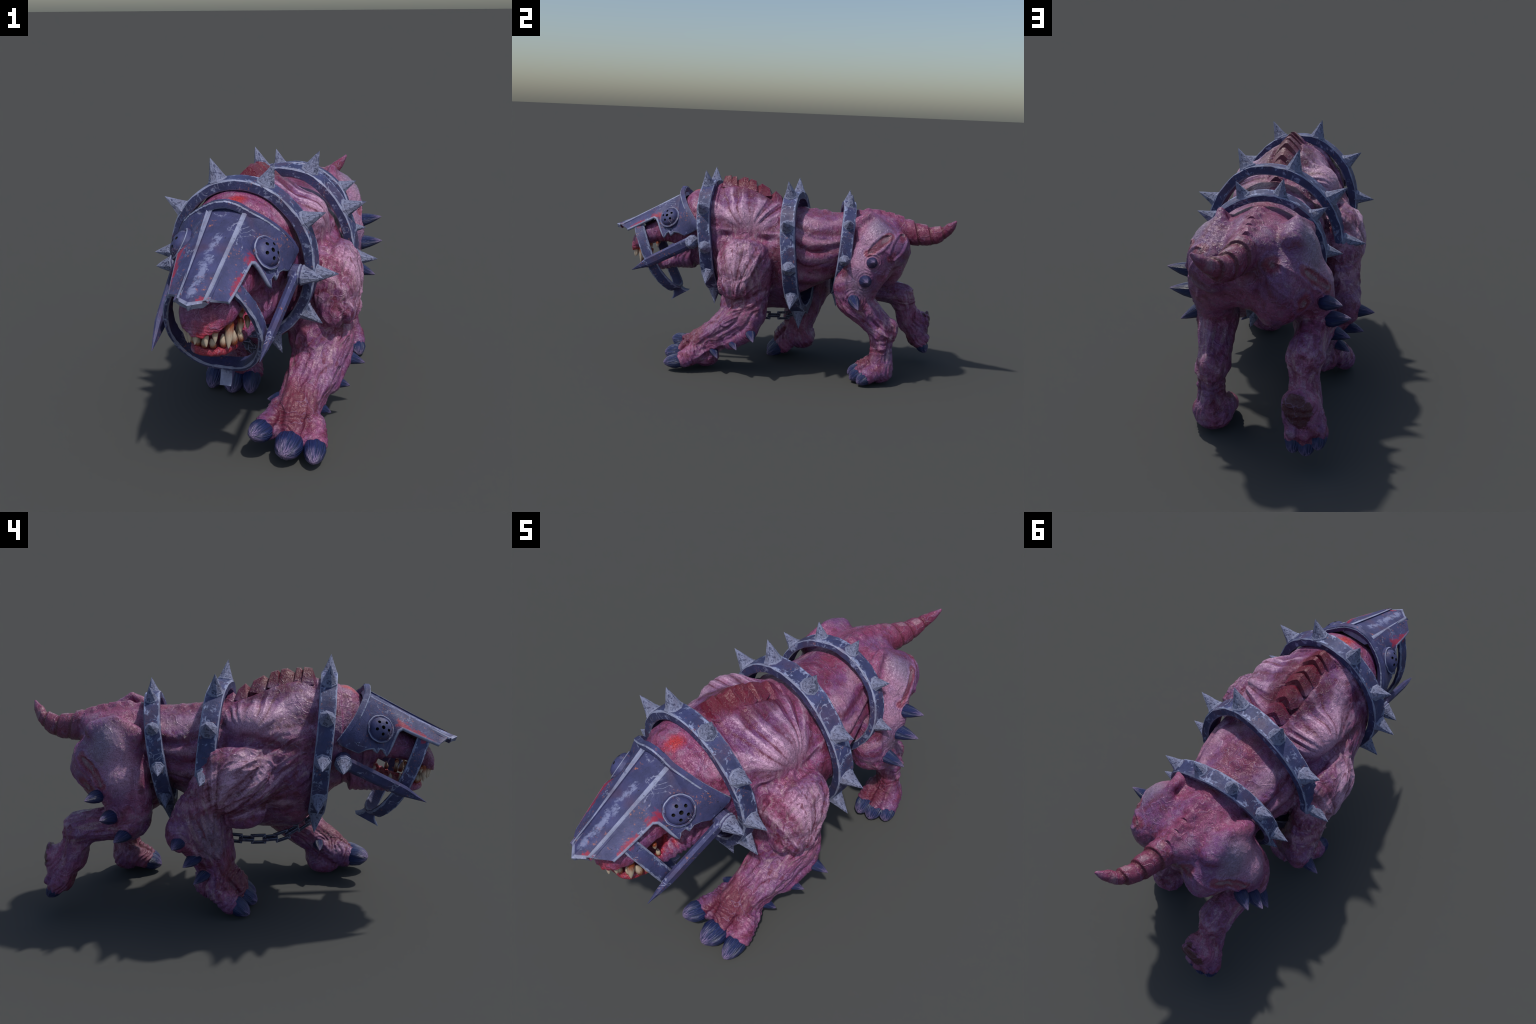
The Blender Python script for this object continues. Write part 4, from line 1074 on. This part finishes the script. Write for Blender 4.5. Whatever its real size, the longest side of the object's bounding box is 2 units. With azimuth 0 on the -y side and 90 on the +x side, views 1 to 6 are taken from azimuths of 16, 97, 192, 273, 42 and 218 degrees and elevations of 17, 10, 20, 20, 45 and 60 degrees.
def cheek_blades(root, mats, spikes):
    for sgn in (1, -1):
        a, b, boss = A([0.214, -0.478, 0.742]), A([0.173, -0.845, 0.545]), A([0.315, -0.476, 0.732])
        if sgn < 0:
            a, b, boss = A([-0.250, -0.465, 0.745]), A([-0.218, -0.838, 0.540]), A([-0.347, -0.460, 0.724])
        ax = unit(b - a)
        side = unit(boss - a); side = unit(side - ax * (side @ ax))
        up = np.cross(ax, side); up = up * np.sign(up[2])
        V, F, I = [], [], []
        L = np.linalg.norm(b - a)
        st = [(-0.03, 0.034, 0.013), (0.0, 0.034, 0.013), (0.30, 0.0325, 0.013), (0.62, 0.031, 0.0125), (0.72, 0.029, 0.012), (0.86, 0.0145, 0.008), (1.0, 0.0008, 0.0008)]
        for s, h, w in st:
            p = a + ax * L * s
            for uu, ww in ((1, 0.0), (0.72, 1), (-0.30, 1.15), (-0.62, 0.9), (-1, 0.0), (-0.62, -0.9), (0.72, -1)):
                V.append(p + up * h * uu + side * w * ww)
        k = 7
        for i in range(len(st) - 1):
            for j in range(k):
                F.append((i * k + j, i * k + (j + 1) % k, (i + 1) * k + (j + 1) % k, (i + 1) * k + j)); I.append(0)
        F += [tuple(range(k)), tuple((len(st) - 1) * k + j for j in range(k))]; I += [0, 0]
        me = new_mesh("cheek_blade", V, F, mats, False, I)
        import bmesh
        bm = bmesh.new(); bm.from_mesh(me); bmesh.ops.recalc_face_normals(bm, faces=bm.faces); bm.to_mesh(me); bm.free()
        blade = add("cheek_blade", me, root)
        d = boss - a
        base = a - unit(d) * 0.01
        prof = [(0.98, -0.15), (1.0, 0.0), (1.0, 0.14), (1.06, 0.15), (1.06, 0.20), (1.0, 0.21), (1.0, 0.26), (1.05, 0.27), (1.05, 0.31), (0.97, 0.33), (0.80, 0.46), (0.56, 0.65), (0.30, 0.84), (0.02, 1.0)]
        bm_ = bpy.data.meshes.get("hinge_boss") or lathe("hinge_boss", prof, 10, [spikes[0].materials[0], mats[1], mats[0]], [2, 2, 1, 1, 1, 2, 1, 1, 1, 0, 0, 0, 0], False, 0.015, 4)
        add("hinge_boss", bm_, blade, frame(base, d, (0.037, 0.037, np.linalg.norm(boss - base))))

def jaw_hoop(root, mats):
    """U-shaped strap hanging from the front of the mask, under the jaw, with a flared foot."""
    pts = [(0.088, -0.826, 0.792), (0.128, -0.793, 0.722), (0.151, -0.758, 0.645), (0.150, -0.722, 0.570), (0.120, -0.678, 0.495), (0.068, -0.634, 0.438), (0.012, -0.612, 0.418)]
    half = spline(pts, 40)
    other = half.copy(); other[:, 0] = 2 * (-0.014) - half[:, 0]
    f = np.linspace(1, 0, 40)[:, None]
    other += f * A([-0.008, 0, 0.006])
    C = np.vstack([half, other[::-1][1:]])
    for _ in range(3):
        C[1:-1] = (C[:-2] + 2 * C[1:-1] + C[2:]) / 4
    tg = np.gradient(C, axis=0); tg /= np.linalg.norm(tg, axis=1, keepdims=True)
    W = np.tile(unit([0, -0.92, -0.38]), (len(C), 1))
    W = W - tg * (W * tg).sum(1)[:, None]; W /= np.linalg.norm(W, axis=1, keepdims=True)
    T = np.cross(tg, W)
    T *= np.sign(((C - A([-0.014, -0.74, 0.62])) * T).sum(1))[:, None]
    hoop_ = add("jaw_strap", bar("jaw_strap", C, W, T, 0.031, 0.010, mats, 0.005, False, 0.5, 9), root)
    # flared foot below
    rows = []
    for s in np.linspace(0, 1, 7):
        c = A([-0.012, -0.612 + 0.018 * s, 0.418 - 0.042 * s])
        spread = 0.026 + 0.036 * s**2.2
        d = A([0, -0.855, -0.52])
        rows.append((c, spread, d))
    V, F, I = [], [], []
    for c, sp, d in rows:
        for ex in (0.020, -0.024):
            for q in (-1, -0.8, 0.8, 1):
                V.append(c + A([ex, 0, 0]) + d * sp * q + A([0, 0.0, 0.006 * (1 - abs(q))]))
    for i in range(len(rows) - 1):
        b0, b1 = i * 8, (i + 1) * 8
        order = [0, 1, 2, 3, 7, 6, 5, 4]
        for k in range(8):
            F.append((b0 + order[k], b0 + order[(k + 1) % 8], b1 + order[(k + 1) % 8], b1 + order[k])); I.append(1 if k in (0, 2, 3, 7, 4, 6) else 0)
    order = [0, 1, 2, 3, 7, 6, 5, 4]
    F += [tuple(order), tuple((len(rows) - 1) * 8 + q for q in order)]; I += [0, 1]
    me = new_mesh("flared_foot", V, F, mats, False, I)
    import bmesh
    bm = bmesh.new(); bm.from_mesh(me); bmesh.ops.recalc_face_normals(bm, faces=bm.faces); bm.to_mesh(me); bm.free()
    add("flared_foot", me, hoop_)

def chain(root, mats):
    path = spline([(-0.010, 0.140, 0.325), (-0.022, 0.095, 0.300), (-0.030, 0.052, 0.288), (-0.032, -0.055, 0.281), (-0.032, -0.118, 0.284), (-0.030, -0.188, 0.294), (-0.028, -0.244, 0.325), (-0.026, -0.293, 0.358), (-0.024, -0.350, 0.400)], 300)
    s = np.concatenate([[0], np.cumsum(np.linalg.norm(np.diff(path, axis=0), axis=1))])
    step = 0.057
    hl, hw, t = 0.0370, 0.0245, 0.0066
    # one open rectangular link, long axis z, opening faces y
    corner = [(hw, hl), (-hw, hl), (-hw, -hl), (hw, -hl)]
    inner = [(a - math.copysign(2 * t, a), b - math.copysign(2 * t, b)) for a, b in corner]
    V = [(x, y, z) for (x, z) in corner for y in (-t, t)] + [(x, y, z) for (x, z) in inner for y in (-t, t)]
    F = []
    for k in range(4):
        a, b = 2 * k, 2 * ((k + 1) % 4)
        F += [(a, b, b + 1, a + 1), (8 + a, 8 + a + 1, 8 + b + 1, 8 + b), (a, 8 + a, 8 + b, b), (a + 1, b + 1, 8 + b + 1, 8 + a + 1)]
    me = new_mesh("link", V, F, mats, False)
    import bmesh
    bm = bmesh.new(); bm.from_mesh(me)
    bmesh.ops.recalc_face_normals(bm, faces=bm.faces)
    r = bmesh.ops.bevel(bm, geom=list(bm.edges), offset=0.0018, segments=1, affect="EDGES", material=1)
    bm.to_mesh(me); bm.free()
    ch = add("chain", None, root)
    for k in range(int(s[-1] / step) + 1):
        at = k * step
        p = A([np.interp(at, s, path[:, q]) for q in range(3)])
        q = A([np.interp(min(at + 0.01, s[-1]), s, path[:, i]) for i in range(3)]) - A([np.interp(max(at - 0.01, 0), s, path[:, i]) for i in range(3)])
        add("link", me, ch, frame(p, q, (1, 1, 1), (math.pi / 2 if k % 2 else 0) + RNG.uniform(-0.08, 0.08), up=(1, 0, 0)))

# horn spurs: base, tip, radius; the flesh puckers round each base
SPUR_SETS = {
    FL: [((0.352, -0.106, 0.268), (0.426, -0.079, 0.240), 0.030), ((0.318, -0.216, 0.202), (0.380, -0.177, 0.174), 0.028), ((0.278, -0.325, 0.132), (0.323, -0.293, 0.099), 0.025), ((0.128, -0.372, 0.175), (0.074, -0.374, 0.169), 0.028)],
    FR: [((-0.352, 0.258, 0.418), (-0.442, 0.279, 0.422), 0.033), ((-0.315, 0.205, 0.312), (-0.389, 0.243, 0.311), 0.029), ((-0.262, 0.168, 0.205), (-0.320, 0.211, 0.190), 0.026)],
    RL: [((0.312, 0.542, 0.702), (0.397, 0.552, 0.723), 0.030), ((0.314, 0.512, 0.598), (0.408, 0.522, 0.613), 0.034), ((0.302, 0.454, 0.484), (0.387, 0.482, 0.452), 0.032)],
    RR: [((-0.285, 0.626, 0.606), (-0.348, 0.662, 0.614), 0.030), ((-0.298, 0.570, 0.512), (-0.373, 0.597, 0.532), 0.033), ((-0.288, 0.512, 0.424), (-0.363, 0.548, 0.421), 0.032)],
}
for _v in SPUR_SETS.values():
    SPURS += _v

CLAWS = {
    PFL: [((0.098, -0.542, 0.120), (0.074, -0.615, 0.124), 0.047, 0.044), ((0.206, -0.540, 0.078), (0.201, -0.628, 0.066), 0.057, 0.054), ((0.301, -0.520, 0.062), (0.313, -0.608, 0.042), 0.045, 0.042)],
    PFR: [((-0.276, 0.028, 0.062), (-0.282, -0.036, 0.008), 0.047, 0.043), ((-0.180, 0.002, 0.066), (-0.174, -0.066, 0.012), 0.055, 0.048), ((-0.105, 0.012, 0.070), (-0.091, -0.058, 0.015), 0.045, 0.041)],
    PRL: [((0.192, 0.506, 0.058), (0.198, 0.443, 0.026), 0.044, 0.042), ((0.248, 0.512, 0.054), (0.256, 0.459, 0.012), 0.046, 0.042), ((0.300, 0.542, 0.046), (0.320, 0.501, 0.012), 0.041, 0.038)],
    PRR: [((-0.172, 0.868, 0.132), (-0.166, 0.899, 0.080), 0.038, 0.034), ((-0.218, 0.874, 0.128), (-0.221, 0.904, 0.072), 0.043, 0.036), ((-0.264, 0.866, 0.146), (-0.267, 0.898, 0.098), 0.038, 0.034)],
}

def claw_mesh(mat):
    prof = [(0.84, -0.25), (1.0, 0.0), (0.97, 0.26), (0.86, 0.50), (0.64, 0.74), (0.34, 0.92), (0.03, 1.0)]
    me = lathe("claw", prof, 22, [mat], None, True, 0.055, 6, bend=lambda z: (0, 0.10 * z * z))
    return me

def spur_mesh(mat):
    prof = [(1.0, -0.35), (1.03, 0.0), (0.98, 0.12), (0.84, 0.32), (0.62, 0.55), (0.36, 0.78), (0.14, 0.94), (0.02, 1.0)]
    return lathe("horn_spur", prof, 12, [mat], None, True, 0.03, 8, bend=lambda z: (0, -0.10 * max(z, 0)**2))

def teeth(head, jaw, mat):
    prof = [(0.80, -0.15), (1.0, 0.0), (1.0, 0.22), (0.86, 0.48), (0.58, 0.74), (0.25, 0.93), (0.04, 1.0)]
    meshes = [lathe("tooth", prof, 9, [mat], None, True, 0.07, 20 + k, bend=lambda z: (0, 0.20 * max(z, 0)**2)) for k in range(4)]
    arch = lambda x: -0.884 + 8.0 * (x + 0.024)**2
    upper = [(-0.100, 0.026, 0.009), (-0.088, 0.074, 0.0140), (-0.064, 0.062, 0.0120), (-0.037, 0.060, 0.0125), (-0.008, 0.060, 0.0125), (0.022, 0.052, 0.0120), (0.060, 0.086, 0.0165), (0.087, 0.046, 0.0110), (0.102, 0.042, 0.0110)]
    for k, (x, ln, r) in enumerate(upper):
        o = A([x, arch(x) + 0.012, 0.652 + 0.10 * abs(x)])
        add("tooth", meshes[k % 4], head, frame(o, (0.10 * RNG.uniform(-1, 1), -0.05, -1), (r, r, ln), RNG.uniform(0, 6), up=(0, 1, 0)))
    arch2 = lambda x: -0.838 + 7.5 * (x + 0.018)**2
    lower = [(-0.070, 0.034, 0.0120), (-0.050, 0.032, 0.0120), (-0.023, 0.034, 0.0125), (0.006, 0.033, 0.0125), (0.037, 0.044, 0.0140), (0.064, 0.056, 0.0150), (0.082, 0.044, 0.0115)]
    for k, (x, ln, r) in enumerate(lower):
        o = A([x, arch2(x) + 0.004, 0.580 + 0.06 * abs(x)])
        add("tooth", meshes[(k + 1) % 4], jaw, frame(o, (0.15 * RNG.uniform(-1, 1), -0.28, 1), (r, r, ln), RNG.uniform(0, 6), up=(0, 1, 0)))
    for s in (1, -1):
        for y, zz, ln, up_ in ((-0.755, 0.690, 0.034, 0), (-0.715, 0.702, 0.030, 0), (-0.735, 0.590, 0.045, 1), (-0.690, 0.606, 0.030, 1)):
            x = -0.015 + s * (0.098 if not up_ else 0.080)
            add("tooth", meshes[(up_ + (s > 0)) % 4], jaw if up_ else head, frame((x, y, zz), (0, 0, 1 if up_ else -1), (0.010, 0.010, ln), RNG.uniform(0, 6), up=(0, 1, 0)))

def crest_plates(parent, mat):
    """Overlapping jagged flaps of thick hide along the withers."""
    rows = [(((-0.352, 1.066), (-0.338, 1.106), (-0.302, 1.112), (-0.294, 1.082)), -0.003), (((-0.300, 1.086), (-0.290, 1.106), (-0.268, 1.108), (-0.256, 1.070)), 0.003),
            (((-0.262, 1.084), (-0.226, 1.107), (-0.200, 1.102), (-0.192, 1.078)), 0.000), (((-0.198, 1.080), (-0.184, 1.098), (-0.152, 1.088), (-0.138, 1.040)), 0.007),
            (((-0.148, 1.052), (-0.118, 1.074), (-0.072, 1.049), (-0.060, 0.995)), 0.008), (((-0.066, 1.005), (-0.034, 1.036), (-0.002, 1.009), (0.004, 0.965)), 0.014),
            (((-0.004, 0.968), (0.024, 0.994), (0.052, 0.976), (0.058, 0.945)), 0.018),
            (((0.485, 0.930), (0.512, 0.962), (0.545, 0.960), (0.550, 0.935)), 0.012), (((0.545, 0.934), (0.566, 0.960), (0.600, 0.955), (0.605, 0.928)), 0.010),
            (((0.600, 0.928), (0.622, 0.951), (0.655, 0.944), (0.660, 0.915)), 0.010), (((0.655, 0.915), (0.676, 0.938), (0.708, 0.928), (0.714, 0.900)), 0.012)]
    for k, (pf, x0) in enumerate(rows):
        big = pf[0][0] < 0.2
        wide, drop = (0.92, 0.066) if big else (0.80, 0.040)
        V, F = [], []
        pf = A(pf)
        st = [(0.0, 0.35), (0.10, 0.8), (0.33, 1.0), (0.5, 1.0), (0.66, 1.0), (0.90, 0.9), (0.97, 0.5)]
        ys = pf[0, 0] + (pf[3, 0] - pf[0, 0]) * A([0.0, 0.10, (pf[1, 0] - pf[0, 0]) / (pf[3, 0] - pf[0, 0]), 0.55, (pf[2, 0] - pf[0, 0]) / (pf[3, 0] - pf[0, 0]), 0.93, 1.0])
        for y in np.sort(ys):
            z = np.interp(y, pf[:, 0], pf[:, 1])
            jig = 0.003 * RNG.uniform(-1, 1)
            base = max(pf[1, 1], pf[2, 1]) - drop
            for f in (0, 0.28, 0.62, 1.0):
                zz = z + (base - z) * f if z > base else z - 0.01 * f
                hw = 0.006 + max(0.0, z - zz) * wide + 0.004 * math.sin(math.pi * f)
                V += [(x0 + jig + hw, y + 0.016 * f * (1 if y > pf[1, 0] else -0.3), zz), (x0 + jig - hw, y + 0.016 * f * (1 if y > pf[1, 0] else -0.3), zz)]
        n = 7
        for i in range(n - 1):
            a, b = i * 8, (i + 1) * 8
            F.append((a, a + 1, b + 1, b))
            for f in range(3):
                F.append((a + 2 * f, b + 2 * f, b + 2 * f + 2, a + 2 * f + 2))
                F.append((a + 2 * f + 1, a + 2 * f + 3, b + 2 * f + 3, b + 2 * f + 1))
            F.append((a + 6, b + 6, b + 7, a + 7))
        F += [(0, 2, 4, 6, 7, 5, 3, 1), tuple(q + (n - 1) * 8 for q in (1, 3, 5, 7, 6, 4, 2, 0))]
        me = new_mesh("crest_plate", V, F, [mat], True)
        import bmesh
        bm = bmesh.new(); bm.from_mesh(me); bmesh.ops.recalc_face_normals(bm, faces=bm.faces); bm.to_mesh(me); bm.free()
        me.set_sharp_from_angle(angle=math.radians(38))
        add("crest_plate", me, parent)
# ----------------------------------------------------------------------------- assembly
def crest_field():
    """Jagged skin crest on the withers: a tent whose top edge is a saw, plus the knobs of the spine."""
    prof = A([(-0.375, 1.055), (-0.345, 1.080), (-0.332, 1.103), (-0.278, 1.110), (-0.258, 1.090), (-0.245, 1.098), (-0.190, 1.100), (-0.155, 1.088), (-0.132, 1.058),
              (-0.118, 1.066), (-0.068, 1.044), (-0.052, 1.012), (-0.036, 1.026), (-0.008, 1.008), (0.004, 0.972), (0.020, 0.985), (0.050, 0.965)])
    s, X, Y, Z = block([-0.16, -0.38, 0.90], [0.18, 0.06, 1.13])
    top = np.interp(Y.ravel(), prof[:, 0], prof[:, 1])[None, :, None]
    cx = np.interp(Y.ravel(), [-0.38, -0.2, 0.06], [-0.006, 0.004, 0.018])[None, :, None]
    d = np.abs(X - cx) * 0.80 - (top - 0.012 - Z) * 0.60
    d = np.maximum(d, np.maximum(-0.372 - Y, Y - 0.055))
    d = np.maximum(d, 0.96 - Z)
    blend(s, d.astype(np.float32), TORSO, 0.014)
    # furrow on either side of the crest, between the two shoulder masses
    for sx in (1, -1):
        limb([(sx * 0.030, -0.30, 1.092, 0.010), (0.004 + sx * 0.044, -0.22, 1.066, 0.017), (0.008 + sx * 0.048, -0.13, 1.038, 0.018), (0.014 + sx * 0.044, -0.04, 0.996, 0.015), (0.018 + sx * 0.034, 0.03, 0.966, 0.008)], TORSO, 0.018, n=12, cut=True)
    # pits behind the jagged flaps of the crest
    for x0, y, z in ((0.000, -0.245, 1.062), (0.006, -0.122, 1.030), (0.012, -0.040, 0.990), (0.016, 0.022, 0.958)):
        limb([(x0 - 0.030, y, z - 0.016, 0.014), (x0, y, z, 0.020), (x0 + 0.034, y, z - 0.018, 0.014)], TORSO, 0.012, cut=True)
    for y, z, r in ((0.14, 0.934, 0.018), (0.20, 0.930, 0.017), (0.26, 0.928, 0.017), (0.45, 0.937, 0.018), (0.505, 0.944, 0.020), (0.56, 0.940, 0.020), (0.615, 0.930, 0.020), (0.665, 0.918, 0.020)):
        ell((0.012, y, z), (0.030, 0.022, r), TORSO, 0.02)

def main():
    build_field()
    crest_field()
    V, F, lab = surface_nets()
    V = relax(V, F, 6)
    V, F, lab = subdivide(V, F, lab)
    V = relax(V, F, 2)
    N = vertex_normals(V, F)
    V = V + N * relief(V, N, lab)[:, None]
    V[:, 2] = np.maximum(V[:, 2], 0.002)
    V = relax(V, F, 2, 0.3, -0.31)
    N = vertex_normals(V, F)

    skin = skin_material()
    iron = iron_material("blued_iron", (0.050, 0.058, 0.158), (0.240, 0.270, 0.430), 0.59, 0.6)
    scraped = iron_material("scraped_iron", (0.062, 0.072, 0.180), (0.280, 0.320, 0.500), 0.49, 0.6)
    half = iron_material("half_scraped_iron", (0.056, 0.064, 0.165), (0.250, 0.285, 0.450), 0.55, 0.6)
    worn = iron_material("worn_iron_edge", (0.290, 0.315, 0.470), (0.090, 0.100, 0.190), 0.57, 0.3)
    bloody = iron_material("muzzle_iron", (0.060, 0.064, 0.172), (0.220, 0.245, 0.400), 0.64, 1.0,
                           [((0.095, -0.86, 0.785), (0.10, -0.80, 0.82), 0.024), ((0.115, -0.73, 0.865), (0.118, -0.695, 0.875), 0.032), ((-0.13, -0.86, 0.79), (-0.14, -0.72, 0.88), 0.026), ((0.0, -0.965, 0.785), (0.03, -0.955, 0.785), 0.018)])
    dark_iron = iron_material("chain_iron", (0.050, 0.050, 0.090), (0.170, 0.180, 0.290), 0.60, 0.4)
    stone = spike_material()
    horn, enamel, black = horn_material(), tooth_material(), plain("black_void", (0.003, 0.003, 0.004), 0.9)

    root = bpy.data.objects.new("armored_hound", None)
    bpy.context.scene.collection.objects.link(root)
    root["label"] = "hairless pink-purple war hound in spiked iron hoops and muzzle"
    root["category"] = "fantasy beast"

    # ---- separate the hide by region; border vertices and normals stay shared
    flab = lab[F[:, 0]]
    made = {}
    for k, part in enumerate(PARTS):
        f = F[flab == k]
        if not len(f):
            continue
        used, inv = np.unique(f, return_inverse=True)
        me = new_mesh(part, V[used], inv.reshape(-1, 4), [skin])
        me.normals_split_custom_set_from_vertices([tuple(v) for v in N[used]])
        host = {HEAD: NECK, JAW: HEAD}.get(k)
        parent = {PFL: FL, PFR: FR, PRL: RL, PRR: RR, JAW: HEAD}.get(k)
        made[k] = add(part, me, made.get(parent, root))

    spur, claw = spur_mesh(horn), claw_mesh(horn)
    for k, rows in SPUR_SETS.items():
        for b, t, r in rows:
            add("horn_spur", spur, made[k], frame(b, A(t) - A(b), (r, r, float(np.linalg.norm(A(t) - A(b)))), 0, up=(0, 0, 1)))
    for k, rows in CLAWS.items():
        for b, t, r1, r2 in rows:
            add("claw", claw, made[k], frame(b, A(t) - A(b), (r1, r2, float(np.linalg.norm(A(t) - A(b)))), 0, up=(0, 0, 1)))
    teeth(made[HEAD], made[JAW], enamel)

    crest_plates(made[TORSO], skin)

    spikes = [spike_mesh("spike", [stone, worn], 30 + q) for q in range(4)]
    hoop(root, "collar_hoop", COLLAR, 0.083, 0.036, 0.0375, 0.020, [iron, worn, scraped, half], spikes, 11)
    hoop(root, "girth_hoop", GIRTH, 0.090, 0.038, 0.0415, 0.021, [iron, worn, scraped, half], spikes, 12)
    hoop(root, "loin_hoop", LOIN, 0.066, 0.030, 0.036, 0.016, [iron, worn, scraped, half], spikes, 13)
    muzzle(root, [bloody, worn, black], black)
    cheek_blades(root, [bloody, worn], spikes)
    jaw_hoop(root, [bloody, worn, scraped, half])
    chain(root, [dark_iron, worn])

main()
